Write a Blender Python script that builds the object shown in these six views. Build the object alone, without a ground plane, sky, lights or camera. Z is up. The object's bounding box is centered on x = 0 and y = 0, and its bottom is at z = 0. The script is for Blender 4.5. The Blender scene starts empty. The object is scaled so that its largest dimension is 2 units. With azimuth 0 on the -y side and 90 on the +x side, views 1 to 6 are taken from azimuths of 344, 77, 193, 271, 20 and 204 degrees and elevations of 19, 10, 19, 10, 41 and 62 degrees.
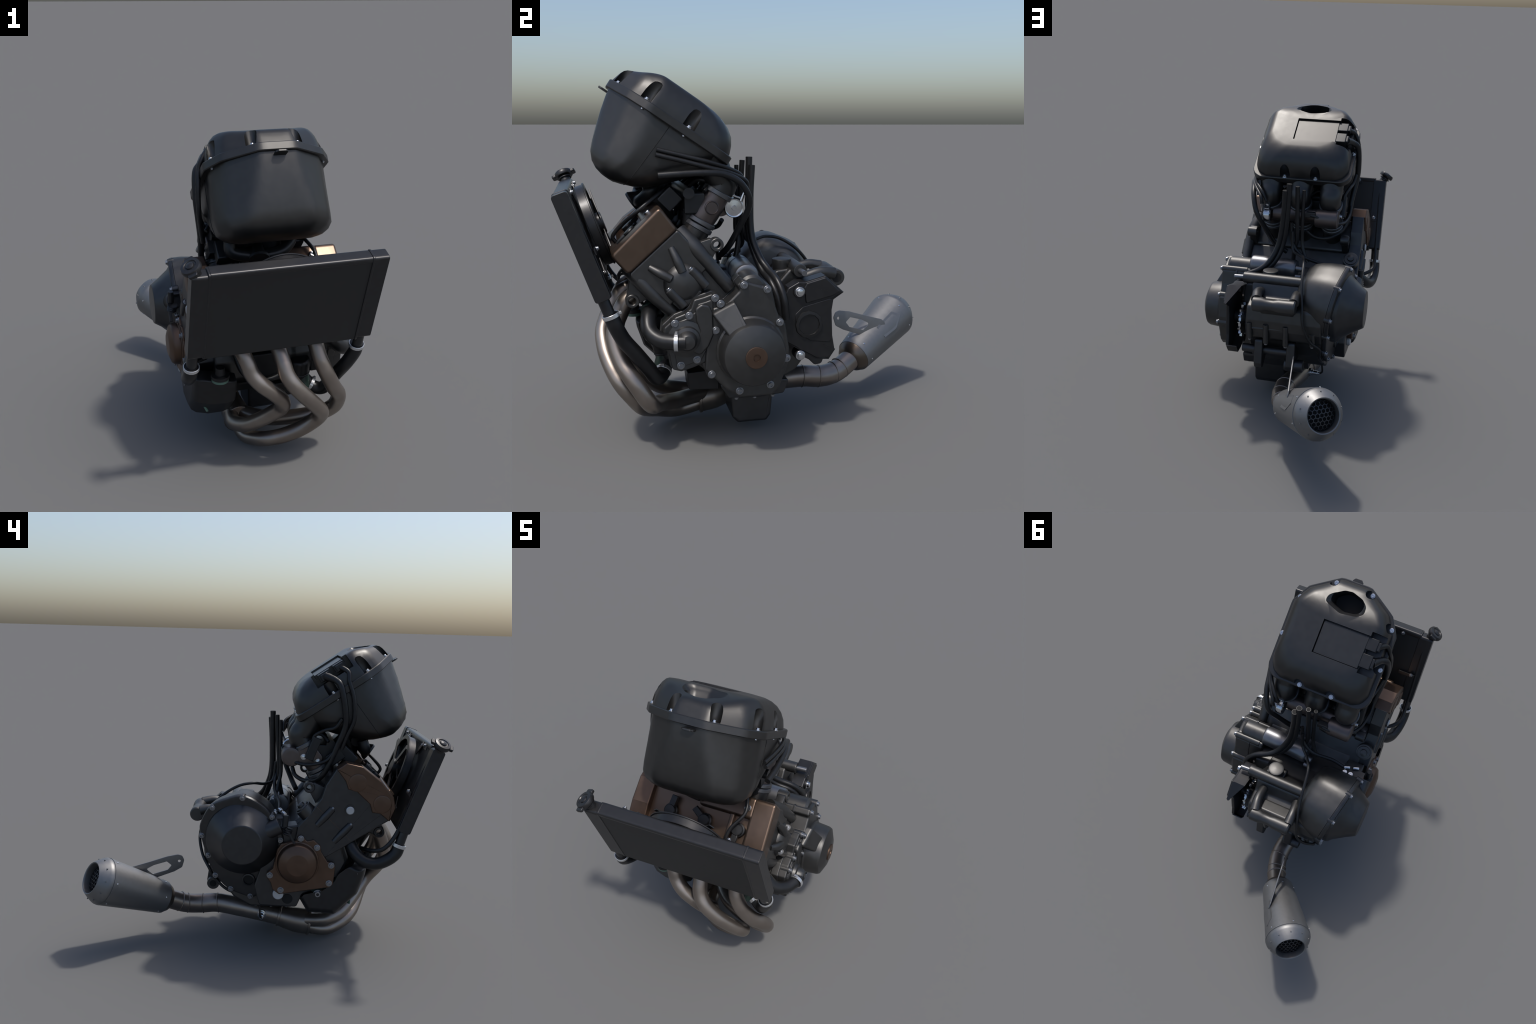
import bpy, bmesh, math, random
from mathutils import Vector as V, Matrix as M

random.seed(7)
CX = -0.042            # centre plane of airbox, radiator and cylinders

# ------------------------------------------------------------------ materials
def material(name, col, metal=0.0, rough=0.45, vary=0.12, scale=40.0, bump=0.0, coat=0.0, spec=0.5, tint=None, tint_scale=6.0):
    m = bpy.data.materials.new(name)
    m.use_nodes = True
    nt = m.node_tree
    b = nt.nodes["Principled BSDF"]
    b.inputs["Metallic"].default_value = metal
    b.inputs["Coat Weight"].default_value = coat
    b.inputs["Specular IOR Level"].default_value = spec
    tc = nt.nodes.new("ShaderNodeTexCoord")
    nz = nt.nodes.new("ShaderNodeTexNoise")
    nz.inputs["Scale"].default_value = scale
    nz.inputs["Detail"].default_value = 4
    nt.links.new(tc.outputs["Object"], nz.inputs["Vector"])
    cr = nt.nodes.new("ShaderNodeValToRGB")
    e = cr.color_ramp.elements
    e[0].position, e[1].position = 0.3, 0.7
    e[0].color = [c * (1 - vary) for c in col] + [1]
    e[1].color = [c * (1 + vary) for c in col] + [1]
    nt.links.new(nz.outputs["Fac"], cr.inputs["Fac"])
    src = cr.outputs["Color"]
    if tint:
        n2 = nt.nodes.new("ShaderNodeTexNoise")
        n2.inputs["Scale"].default_value = tint_scale
        nt.links.new(tc.outputs["Object"], n2.inputs["Vector"])
        r2 = nt.nodes.new("ShaderNodeMapRange")
        r2.inputs["From Min"].default_value = 0.42
        r2.inputs["From Max"].default_value = 0.65
        nt.links.new(n2.outputs["Fac"], r2.inputs["Value"])
        mx = nt.nodes.new("ShaderNodeMix")
        mx.data_type = 'RGBA'
        nt.links.new(r2.outputs["Result"], mx.inputs["Factor"])
        nt.links.new(src, mx.inputs["A"])
        mx.inputs["B"].default_value = list(tint) + [1]
        src = mx.outputs["Result"]
    nt.links.new(src, b.inputs["Base Color"])
    rr = nt.nodes.new("ShaderNodeMapRange")
    rr.inputs["To Min"].default_value = max(0.02, rough - 0.05)
    rr.inputs["To Max"].default_value = rough + 0.05
    nt.links.new(nz.outputs["Fac"], rr.inputs["Value"])
    nt.links.new(rr.outputs["Result"], b.inputs["Roughness"])
    if bump:
        bp = nt.nodes.new("ShaderNodeBump")
        bp.inputs["Strength"].default_value = bump
        bp.inputs["Distance"].default_value = 0.002
        n3 = nt.nodes.new("ShaderNodeTexNoise")
        n3.inputs["Scale"].default_value = 350
        nt.links.new(tc.outputs["Object"], n3.inputs["Vector"])
        nt.links.new(n3.outputs["Fac"], bp.inputs["Height"])
        nt.links.new(bp.outputs["Normal"], b.inputs["Normal"])
    return m

PLASTIC = material("airbox_plastic", (0.061, 0.0605, 0.060), 0.85, 0.40, 0.05, 30, 0.0)
CASE = material("painted_engine_case", (0.077, 0.0765, 0.076), 0.85, 0.44, 0.08, 25, 0.02)  # blue lowered in the base colour to cancel the sky's cast
CASE_DARK = material("engine_side_casting", (0.062, 0.063, 0.066), 0.85, 0.40, 0.08, 25, 0.02)
COVER_BLACK = material("black_cover_plastic", (0.040, 0.040, 0.042), 0.8, 0.42, 0.08, 30)
BRONZE = material("bronze_paint", (0.128, 0.090, 0.067), 0.85, 0.36, 0.05, 30)
BRONZE_DARK = material("bronze_paint_dark", (0.118, 0.077, 0.056), 0.85, 0.42, 0.12, 14)
RUBBER = material("rubber_hose", (0.022, 0.0225, 0.024), 0.5, 0.38, 0.12, 40)
PIPE = material("heat_tinted_steel", (0.30, 0.262, 0.232), 0.9, 0.36, 0.06, 12, tint=(0.235, 0.198, 0.172), tint_scale=5)
MUFF = material("brushed_muffler_metal", (0.205, 0.206, 0.208), 0.85, 0.50, 0.04, 60)
MUFF_DARK = material("muffler_neck_steel", (0.13, 0.108, 0.09), 0.9, 0.35, 0.08, 20)
STEEL = material("bright_bolt_steel", (0.60, 0.61, 0.63), 1.0, 0.22, 0.06, 60)
BOLT = material("grey_bolt_zinc", (0.26, 0.27, 0.29), 0.9, 0.34, 0.06, 60)
CLAMP = material("clamp_steel", (0.60, 0.61, 0.62), 0.8, 0.30, 0.05, 60)
BAND = material("grey_clamp_band", (0.13, 0.133, 0.14), 0.7, 0.40, 0.05, 60)
RADCORE = material("radiator_core_black", (0.022, 0.022, 0.0225), 0.3, 0.55, 0.05, 80)
RADFRAME = material("radiator_frame_black", (0.042, 0.042, 0.044), 0.7, 0.36, 0.06, 40)
THROTTLE = material("throttle_body_brown_grey", (0.115, 0.097, 0.092), 0.8, 0.38, 0.08, 25)
STARTER = material("starter_grey", (0.19, 0.193, 0.205), 0.85, 0.38, 0.05, 25)
GREEN = material("green_coolant_plastic", (0.085, 0.16, 0.125), 0.0, 0.45, 0.08, 25)
GREEN_DARK = material("dark_green_coolant_plastic", (0.018, 0.033, 0.028), 0.0, 0.4, 0.1, 25)
WHITE = material("pale_plug", (0.45, 0.46, 0.47), 0.2, 0.35, 0.03, 25)
HOLE = material("dark_bore", (0.004, 0.004, 0.004), 0.0, 0.8, 0.0, 10)
SCREEN = material("dark_screen_steel", (0.075, 0.075, 0.08), 0.8, 0.45, 0.05, 40)
COIL = material("coil_black", (0.026, 0.027, 0.029), 0.5, 0.42, 0.1, 40)

# ------------------------------------------------------------------ scene tree
root = bpy.data.objects.new("motorcycle_engine", None)
bpy.context.scene.collection.objects.link(root)
root["label"] = "black and bronze three cylinder motorcycle engine with exhaust"
root["category"] = "motorcycle engine"

def link(ob, parent):
    bpy.context.scene.collection.objects.link(ob)
    ob.parent = parent or root
    return ob

def finish(bm, name, mat, parent, angle=38, weighted=True):
    bmesh.ops.remove_doubles(bm, verts=bm.verts, dist=1e-5)
    bmesh.ops.recalc_face_normals(bm, faces=bm.faces)
    me = bpy.data.meshes.new(name)
    bm.to_mesh(me)
    bm.free()
    me.shade_smooth()
    me.set_sharp_from_angle(angle=math.radians(angle))
    if mat:
        me.materials.append(mat)
    ob = bpy.data.objects.new(name, me)
    link(ob, parent)
    if weighted:
        w = ob.modifiers.new("w", 'WEIGHTED_NORMAL')
        w.keep_sharp = True
    return ob

def loft(name, sections, mat, parent=None, cap=True, angle=38, closed_loop=False, weighted=True):
    bm = bmesh.new()
    add_loft(bm, sections, cap, closed_loop)
    return finish(bm, name, mat, parent, angle, weighted)

def add_loft(bm, sections, cap=True, closed_loop=False):
    rings = [[bm.verts.new(p) for p in s] for s in sections]
    n = len(rings[0])
    pairs = list(zip(rings, rings[1:]))
    if closed_loop:
        pairs.append((rings[-1], rings[0]))
    for a, b in pairs:
        for i in range(n):
            j = (i + 1) % n
            bm.faces.new((a[i], a[j], b[j], b[i]))
    if cap and not closed_loop:
        bm.faces.new(rings[0][::-1])
        bm.faces.new(rings[-1])

# ---- 2D polygons
def area(p):
    return 0.5 * sum(p[i][0] * p[(i + 1) % len(p)][1] - p[(i + 1) % len(p)][0] * p[i][1] for i in range(len(p)))

def ccw(p):
    return list(p) if area(p) > 0 else list(p)[::-1]

def round_poly(p, r, n=4):
    p = ccw(p)
    out = []
    k = len(p)
    for i in range(k):
        a, b, c = V(p[i - 1]), V(p[i]), V(p[(i + 1) % k])
        u, v = (a - b), (c - b)
        lu, lv = u.length, v.length
        u, v = u / lu, v / lv
        cosang = max(-0.9999, min(0.9999, u.dot(v)))
        ang = math.acos(cosang)
        t = r / math.tan(ang / 2)
        t = min(t, 0.48 * lu, 0.48 * lv)
        p0, p1 = b + u * t, b + v * t
        for j in range(n + 1):
            s = j / n
            out.append(tuple((1 - s) ** 2 * p0 + 2 * s * (1 - s) * b + s * s * p1))
    return out

def inset(p, d):
    """offset a ccw polygon inwards by d"""
    out = []
    k = len(p)
    for i in range(k):
        a, b, c = V(p[i - 1]), V(p[i]), V(p[(i + 1) % k])
        e1, e2 = b - a, c - b
        if e1.length < 1e-9 or e2.length < 1e-9:
            out.append(tuple(b)); continue
        e1.normalize(); e2.normalize()
        n1, n2 = V((-e1.y, e1.x)), V((-e2.y, e2.x))
        q = n1 + n2
        dd = max(0.35, 1 + n1.dot(n2))
        out.append(tuple(b + q / dd * d))
    return out

def profile_levels(h0, h1, b0, b1, k=3):
    lv = []
    if b0 > 0:
        for j in range(k):
            a = j / k * math.pi / 2
            lv.append((b0 * (1 - math.sin(a)), h0 + b0 * (1 - math.cos(a))))
        lv.append((0, h0 + b0))
    else:
        lv.append((0, h0))
    if b1 > 0:
        lv.append((0, h1 - b1))
        for j in range(1, k + 1):
            a = j / k * math.pi / 2
            lv.append((b1 * (1 - math.cos(a)), h1 - b1 + b1 * math.sin(a)))
    else:
        lv.append((0, h1))
    return lv

def prism(name, poly, frame, h0, h1, mat, parent=None, bevel=0.006, rnd=0.0, draft=0.0, bevel0=None, angle=38):
    """extrude a 2D outline along the frame's normal with rounded rims"""
    o, e1, e2, n = [V(q) for q in frame]
    p = round_poly(poly, rnd) if rnd else ccw(poly)
    if h1 < h0:
        h0, h1 = h1, h0
        flip = True
    else:
        flip = False
    b0 = bevel if bevel0 is None else bevel0
    b1 = bevel
    if flip:
        b0, b1 = b1, b0
    secs = []
    for ins, h in profile_levels(h0, h1, b0, b1):
        f = (h - h0) / (h1 - h0)
        d = draft * ((1 - f) if flip else f)
        q = inset(p, ins + d) if ins + d else p
        secs.append([o + e1 * x + e2 * y + n * h for x, y in q])
    return loft(name, secs, mat, parent, angle=angle)

YZ = ((0, 0, 0), (0, 1, 0), (0, 0, 1), (1, 0, 0))

def plate(name, poly, x0, x1, mat, parent=None, bevel=0.006, rnd=0.01, draft=0.0, bevel0=None):
    return prism(name, poly, YZ, x0, x1, mat, parent, bevel, rnd, draft, bevel0)

def basis(axis):
    a = V(axis).normalized()
    h = V((0, 0, 1)) if abs(a.z) < 0.9 else V((0, 1, 0))
    e1 = h.cross(a).normalized()
    e2 = a.cross(e1)
    return e1, e2, a

def lathe(name, prof, o, axis, mat, parent=None, seg=40, angle=38, closed=True):
    bm = bmesh.new()
    add_lathe(bm, prof, o, axis, seg)
    return finish(bm, name, mat, parent, angle)

def add_lathe(bm, prof, o, axis, seg=32):
    e1, e2, a = basis(axis)
    o = V(o)
    secs = []
    for r, h in prof:
        r = max(r, 1e-4)
        secs.append([o + a * h + (e1 * math.cos(t) + e2 * math.sin(t)) * r for t in [2 * math.pi * i / seg for i in range(seg)]])
    add_loft(bm, secs)

def cyl(name, p0, p1, r, mat, parent=None, bevel=0.004, seg=28, r1=None):
    p0, p1 = V(p0), V(p1)
    L = (p1 - p0).length
    r1 = r if r1 is None else r1
    b = min(bevel, 0.4 * L, 0.4 * r, 0.4 * r1)
    prof = [(r - b, 0), (r - 0.3 * b, 0.3 * b), (r, b), (r1, L - b), (r1 - 0.3 * b, L - 0.3 * b), (r1 - b, L)]
    return lathe(name, prof, p0, p1 - p0, mat, parent, seg)

def ring(name, o, axis, r_in, r_out, h, mat, parent=None, seg=32, bevel=0.002):
    """flat annular ring centred on o"""
    bm = bmesh.new()
    e1, e2, a = basis(axis)
    o = V(o)
    b = bevel
    prof = [(r_in, -h / 2 + b), (r_in + b, -h / 2), (r_out - b, -h / 2), (r_out, -h / 2 + b), (r_out, h / 2 - b), (r_out - b, h / 2), (r_in + b, h / 2), (r_in, h / 2 - b)]
    secs = []
    for i in range(seg):
        t = 2 * math.pi * i / seg
        d = e1 * math.cos(t) + e2 * math.sin(t)
        secs.append([o + d * r + a * hh for r, hh in prof])
    add_loft(bm, secs, closed_loop=True)
    return finish(bm, name, mat, parent)

def spline(pts, per=8):
    pts = [V(p) for p in pts]
    n = len(pts)
    out = []
    for i in range(n - 1):
        p0 = pts[i - 1] if i else pts[0] * 2 - pts[1]
        p1, p2 = pts[i], pts[i + 1]
        p3 = pts[i + 2] if i + 2 < n else pts[-1] * 2 - pts[-2]
        for j in range(per):
            t = j / per
            out.append(((p1 * 2) + (p2 - p0) * t + (p0 * 2 - p1 * 5 + p2 * 4 - p3) * t * t + (p1 * 3 - p0 - p2 * 3 + p3) * t ** 3) * 0.5)
    out.append(pts[-1])
    return out

def add_tube(bm, pts, r, seg=14, per=8, smooth=True):
    path = spline(pts, per) if smooth else [V(p) for p in pts]
    n = len(path)
    rs = r if isinstance(r, (list, tuple)) else [r] * len(pts)
    secs = []
    t0 = (path[1] - path[0]).normalized()
    e1, e2, _ = basis(t0)
    prev = t0
    for i, p in enumerate(path):
        t = (path[min(i + 1, n - 1)] - path[max(i - 1, 0)]).normalized()
        q = prev.rotation_difference(t)
        e1 = (q @ e1).normalized()
        e1 = (e1 - t * e1.dot(t)).normalized()
        e2 = t.cross(e1)
        prev = t
        f = i / max(1, n - 1) * (len(rs) - 1)
        k = min(int(f), len(rs) - 2) if len(rs) > 1 else 0
        rr = rs[k] + (rs[min(k + 1, len(rs) - 1)] - rs[k]) * (f - k)
        secs.append([p + (e1 * math.cos(a) + e2 * math.sin(a)) * rr for a in [2 * math.pi * j / seg for j in range(seg)]])
    add_loft(bm, secs)

def tube(name, pts, r, mat, parent=None, seg=14, per=8, smooth=True):
    bm = bmesh.new()
    add_tube(bm, pts, r, seg, per, smooth)
    return finish(bm, name, mat, parent, 50, weighted=False)

def box(name, o, e1, e2, n, s1, s2, h, mat, parent=None, bevel=0.004, rnd=0.0):
    """box centred on o in an oriented frame"""
    poly = [(-s1 / 2, -s2 / 2), (s1 / 2, -s2 / 2), (s1 / 2, s2 / 2), (-s1 / 2, s2 / 2)]
    return prism(name, poly, (o, e1, e2, n), -h / 2, h / 2, mat, parent, bevel, rnd)

# ---- shared bolts
def bolt_mesh(name, mat, socket=True):
    bm = bmesh.new()
    seg = 24
    prof = [(1.42, -0.3), (1.42, 0.12), (1.32, 0.2), (1.0, 0.22), (1.0, 0.92), (0.9, 1.05)]
    if socket:
        prof += [(0.52, 1.05), (0.50, 0.55), (0.0, 0.5)]
    else:
        prof += [(0.5, 1.16), (0.0, 1.2)]
    add_lathe(bm, prof, (0, 0, 0), (0, 0, 1), seg)
    bmesh.ops.recalc_face_normals(bm, faces=bm.faces)
    me = bpy.data.meshes.new(name)
    bm.to_mesh(me); bm.free()
    me.shade_smooth()
    me.set_sharp_from_angle(angle=math.radians(35))
    me.materials.append(mat)
    return me

BOLT_ME = bolt_mesh("bolt", BOLT)
STEEL_ME = bolt_mesh("bright_bolt", STEEL)
DOME_ME = bolt_mesh("round_head_bolt", STEEL, False)

def bolt(pos, axis, r, parent, me=None, name="bolt"):
    ob = bpy.data.objects.new(name, me or BOLT_ME)
    e1, e2, a = basis(axis)
    m = M((e1 * r, e2 * r, a * r)).transposed().to_4x4()
    m.translation = V(pos)
    link(ob, parent)
    ob.matrix_local = m
    return ob

def boolean_cut(ob, cutter):
    md = ob.modifiers.new("cut", 'BOOLEAN')
    md.operation = 'DIFFERENCE'
    md.solver = 'EXACT'
    md.object = cutter
    # boolean before weighted normals
    while ob.modifiers[0] != md and ob.modifiers.find("cut") > 0:
        ob.modifiers.move(ob.modifiers.find("cut"), ob.modifiers.find("cut") - 1)
    dg = bpy.context.evaluated_depsgraph_get()
    w = ob.modifiers.get("w")
    if w:
        ob.modifiers.remove(w)
    dg.update()
    me = bpy.data.meshes.new_from_object(ob.evaluated_get(dg))
    old = ob.data
    ob.modifiers.clear()
    ob.data = me
    bpy.data.meshes.remove(old)
    cm = cutter.data
    bpy.data.objects.remove(cutter)
    bpy.data.meshes.remove(cm)
    me.shade_smooth()
    me.set_sharp_from_angle(angle=math.radians(38))
    return ob

# ================================================================== AIRBOX
TH = math.atan2(0.355, 0.525)
AU, AW = V((0, math.cos(TH), -math.sin(TH))), V((0, math.sin(TH), math.cos(TH)))
AO = V((CX, -0.71, 1.69))
def AB(x, u, w):
    return AO + V((x, 0, 0)) + AU * u + AW * w

def box_outline(a, b, c, u0, u1, rc, bulge=0.72, n=96):
    """closed plan outline: narrow front of half width a, full half width b reached at u0+c, rounded back"""
    half = [(a, u0), (a + bulge * (b - a), u0 + 0.5 * c), (b, u0 + c), (b, u1 - rc), (b - 0.35 * rc, u1 - 0.35 * rc), (b - rc, u1)]
    poly = [(x, u) for x, u in half] + [(-x, u) for x, u in half[::-1]]
    p = round_poly(poly, 0.03, 3)
    # resample from the front centre
    pts = [V(q) for q in p]
    k = min(range(len(pts)), key=lambda i: (pts[i].y - u0) ** 2 + min(0, pts[i].x) ** 2 * 4 + (pts[i].x < 0) * 9 + pts[i].x ** 2)
    loop = [V((0, u0))] + [pts[(k + i) % len(pts)] for i in range(len(pts))]
    if loop[1].x < 0:
        loop = [loop[0]] + loop[1:][::-1]
    L = [0]
    for i in range(len(loop)):
        L.append(L[-1] + (loop[(i + 1) % len(loop)] - loop[i]).length)
    out = []
    j = 0
    for i in range(n):
        s = L[-1] * i / n
        while L[j + 1] < s:
            j += 1
        f = (s - L[j]) / max(1e-9, L[j + 1] - L[j])
        out.append(tuple(loop[j].lerp(loop[(j + 1) % len(loop)], f)))
    return out

tub_levels = [  # w, a, b, c, u0, u1, rc
    (-0.012, 0.085, 0.278, 0.19, 0.016, 0.618, 0.09),
    (-0.05, 0.085, 0.281, 0.20, 0.022, 0.606, 0.09),
    (-0.12, 0.100, 0.284, 0.20, 0.038, 0.562, 0.10),
    (-0.19, 0.120, 0.284, 0.185, 0.058, 0.504, 0.10),
    (-0.26, 0.142, 0.281, 0.160, 0.080, 0.440, 0.10),
    (-0.305, 0.152, 0.272, 0.130, 0.098, 0.392, 0.09),
    (-0.335, 0.150, 0.250, 0.100, 0.123, 0.338, 0.07),
    (-0.355, 0.140, 0.220, 0.075, 0.156, 0.288, 0.05),
    (-0.365, 0.125, 0.182, 0.035, 0.190, 0.255, 0.02)]
secs = [[AB(x, u, w) for x, u in box_outline(a, b, c, u0, u1, rc)] for w, a, b, c, u0, u1, rc in tub_levels]
airbox = loft("airbox", secs, PLASTIC, root, angle=60, weighted=False)

fo = box_outline(0.085, 0.305, 0.20, 0.0, 0.637, 0.06)
fo = ccw(fo)
secs = []
for ins, w in ((0.004, -0.020), (0, -0.016), (0, 0.016), (0.004, 0.020)):
    secs.append([AB(x, u, w) for x, u in (inset(fo, ins) if ins else fo)])
flange = loft("airbox_flange", secs, PLASTIC, airbox, angle=30)

def lid_h(u):
    t = min(1, max(0, (u - 0.03) / 0.17))
    t = t * t * (3 - 2 * t)
    return 0.101 + 0.056 * t
secs = []
lid_levels = [(0.0, 0.080, 0.286, 0.19, 0.010, 0.624, 0.07), (0.10, 0.080, 0.285, 0.19, 0.012, 0.622, 0.07), (0.35, 0.08, 0.281, 0.185, 0.018, 0.612, 0.08),
              (0.60, 0.08, 0.271, 0.18, 0.024, 0.592, 0.09), (0.80, 0.08, 0.254, 0.17, 0.032, 0.562, 0.10), (0.93, 0.078, 0.236, 0.155, 0.044, 0.528, 0.11),
              (0.985, 0.07, 0.220, 0.14, 0.058, 0.500, 0.11), (1.0, 0.06, 0.205, 0.13, 0.072, 0.482, 0.11)]
for f, a, b, c, u0, u1, rc in lid_levels:
    secs.append([AB(x, u, 0.018 + f * (lid_h(u) - 0.018)) for x, u in box_outline(a, b, c, u0, u1, rc)])
inner = box_outline(0.06, 0.205, 0.13, 0.072, 0.482, 0.11)
for s in (0.66, 0.33, 0.02):
    secs.append([AB(x * s, 0.28 + (u - 0.28) * s, lid_h(0.28 + (u - 0.28) * s)) for x, u in inner])
lid = loft("airbox_lid", secs, PLASTIC, airbox, angle=60, weighted=False)
# cutters: intake mouth, control unit recess, scallops above each bolt
bm = bmesh.new()
hole = [(0.096, 0.156), (0.098, 0.107), (0.035, 0.062), (-0.016, 0.055), (-0.096, 0.082), (-0.115, 0.11), (-0.110, 0.158), (-0.078, 0.18), (0.004, 0.19)]
hole = round_poly(hole, 0.05, 5)
hc = V((-0.01, 0.122))
for_secs = []
for s, w in ((1.12, 0.23), (1.10, 0.166), (1.0, 0.150), (0.86, 0.138), (0.80, 0.10), (0.74, 0.045)):
    for_secs.append([AB(hc.x + (x - hc.x) * s, hc.y + (u - hc.y) * s, w - (0.018 if w < 0.2 else 0)) for x, u in hole])
add_loft(bm, for_secs)
def add_box(bm, x0, x1, u0, u1, w0, w1):
    add_loft(bm, [[AB(x, u, w) for x, u in ((x0, u0), (x1, u0), (x1, u1), (x0, u1))] for w in (w0, w1)])
add_box(bm, -0.226, 0.069, 0.250, 0.434, 0.125, 0.25)
for sx, su in ((0.105, 0.040), (0.268, 0.176), (0.292, 0.392), (0.095, 0.626)):
    for sg in (1, -1):
        if sg < 0 and su == 0.392:
            pass
        d = V((sx * sg, (su - 0.30) * (1.2 if abs(su - 0.3) > 0.15 else 0.2))).normalized()
        c0 = V((sx * sg, su))
        se = []
        for w, off, r in ((0.0205, -0.008, 0.031), (0.06, -0.008, 0.030), (0.11, -0.002, 0.027), (0.145, 0.030, 0.021)):
            q = c0 + d * off
            se.append([AB(q.x + r * math.cos(t), q.y + r * math.sin(t), w) for t in [2 * math.pi * i / 14 for i in range(14)]])
        add_loft(bm, se)
cut = finish(bm, "cutter", None, root, weighted=False)
boolean_cut(lid, cut)
bm = bmesh.new()
add_box(bm, -0.34, -0.196, 0.226, 0.452, 0.085, 0.25)
cut = finish(bm, "cutter", None, root, weighted=False)
boolean_cut(lid, cut)
prism("intake_floor", [(hc.x + (x - hc.x) * 0.73, hc.y + (u - hc.y) * 0.73) for x, u in hole], (AO, V((1, 0, 0)), AU, AW), 0.024, 0.034, HOLE, airbox, 0.0)
# control unit in the recess with two plugs
X, = [V((1, 0, 0))]
box("control_unit", AB(-0.062, 0.344, 0.122), X, AU, AW, 0.255, 0.176, 0.050, PLASTIC, airbox, 0.003)
for u, wd in ((0.288, 0.066), (0.380, 0.074)):
    box("connector_plug", AB(-0.217, u, 0.120), X, AU, AW, 0.060, wd, 0.046, COIL, airbox, 0.004)
    box("connector_plug", AB(-0.248, u, 0.118), X, AU, AW, 0.030, wd * 0.72, 0.036, COIL, airbox, 0.006)
# flange bolts, upper and under the rim
for sx, su in ((0.105, 0.040), (0.268, 0.176), (0.290, 0.392), (0.095, 0.622)):
    for sg in (1, -1):
        bolt(AB(sx * sg, su, 0.021), AW, 0.0095, airbox, STEEL_ME)
        bolt(AB(sx * sg, su + (0.004 if su < 0.3 else 0), -0.020), -AW, 0.0055, airbox, DOME_ME)
# front tab
prism("airbox_tab", [(-0.028, 0.05), (-0.030, -0.012), (-0.018, -0.026), (0.018, -0.026), (0.030, -0.012), (0.028, 0.05)], (AO + V((0.008, 0, 0)), X, AU, AW), -0.040, -0.031, PLASTIC, airbox, 0.002, 0.006)
# moulding seam round the tub
def seam_loop(ob, co, no, r, name, mat, parent):
    bm = bmesh.new()
    bm.from_mesh(ob.data)
    g = bmesh.ops.bisect_plane(bm, geom=bm.verts[:] + bm.edges[:] + bm.faces[:], plane_co=co, plane_no=no)
    ed = [e for e in g["geom_cut"] if isinstance(e, bmesh.types.BMEdge)]
    nb = {}
    for e in ed:
        a, b = e.verts
        nb.setdefault(a, []).append(b)
        nb.setdefault(b, []).append(a)
    start = max(nb, key=lambda v: v.co.z - 10 * (len(nb[v]) > 1))
    path, prev, cur = [start.co.copy()], None, start
    while True:
        nx = [v for v in nb[cur] if v != prev]
        if not nx or nx[0] == start:
            break
        prev, cur = cur, nx[0]
        if (cur.co - path[-1]).length > 0.004:
            path.append(cur.co.copy())
    bm.free()
    return tube(name, path, r, mat, parent, 6, smooth=False)
s0, s1 = V((0, -0.458, 1.491)), V((0, -0.617, 1.286))
sd = (s1 - s0).normalized()
seam_loop(airbox, s0, V((0, -sd.z, sd.y)), 0.0018, "airbox_seam", HOLE, airbox)

# ================================================================== RADIATOR
RT, RB = V((0, -0.964, 1.208)), V((0, -0.799, 0.748))
RD = (RB - RT).normalized()                 # downwards along the face
RN = V((0, RD.z, -RD.y)).normalized()       # out of the front face
if RN.y > 0: RN = -RN
RL = (RB - RT).length
def RA(x, d, n):
    return V((x, 0, 0)) + RT + RD * d + RN * n
XN = V((1, 0, 0))
def rad_bar(name, x0, x1, mat, parent, d0, d1, n0, n1, bevel=0.012):
    poly = [(d0, n0), (d1, n0), (d1, n1), (d0, n1)]
    return prism(name, poly, (RT, RD, RN, XN), x0, x1, mat, parent, 0.003, bevel)
radiator = rad_bar("radiator", -0.418, 0.330, RADCORE, root, 0.0, RL + 0.012, -0.062, 0.0, 0.014)
rad_bar("radiator_tank", -0.497, -0.419, RADFRAME, radiator, 0.006, RL, -0.066, 0.002, 0.016)
rad_bar("radiator_tank", 0.331, 0.404, RADFRAME, radiator, -0.004, RL, -0.066, 0.004, 0.016)
rad_bar("radiator_tank_rim", 0.322, 0.334, RADFRAME, radiator, -0.007, RL + 0.012, -0.069, 0.005, 0.016)
rad_bar("radiator_tank_rim", -0.425, -0.414, RADFRAME, radiator, -0.003, RL + 0.010, -0.066, 0.003, 0.014)
rad_bar("radiator_frame", -0.416, 0.324, RADFRAME, radiator, -0.004, 0.030, -0.066, 0.0025, 0.014)
# filler neck and cap
cp = V((-0.493, -0.940, 1.243))
ca = (cp - V((-0.452, -0.915, 1.175))).normalized()
cyl("filler_neck", V((-0.450, -0.915, 1.165)), cp - ca * 0.012, 0.026, RADFRAME, radiator)
ring("filler_neck_rim", cp - ca * 0.022, ca, 0.02, 0.034, 0.008, RADFRAME, radiator)
cap = lathe("radiator_cap", [(0.044, -0.012), (0.047, -0.006), (0.047, 0.006), (0.043, 0.014), (0.030, 0.016), (0.027, 0.012), (0.020, 0.012), (0.018, 0.017), (0.012, 0.020), (0, 0.021)], cp, ca, RADFRAME, radiator)
e1, e2, _ = basis(ca)
for sg in (1, -1):
    d = (V((0, 1, 0.45)) - ca * ca.dot(V((0, 1, 0.45)))).normalized() * sg
    box("cap_ear", cp + d * 0.047, d, ca.cross(d), ca, 0.030, 0.042, 0.016, RADFRAME, radiator, 0.004, 0.010)
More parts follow.
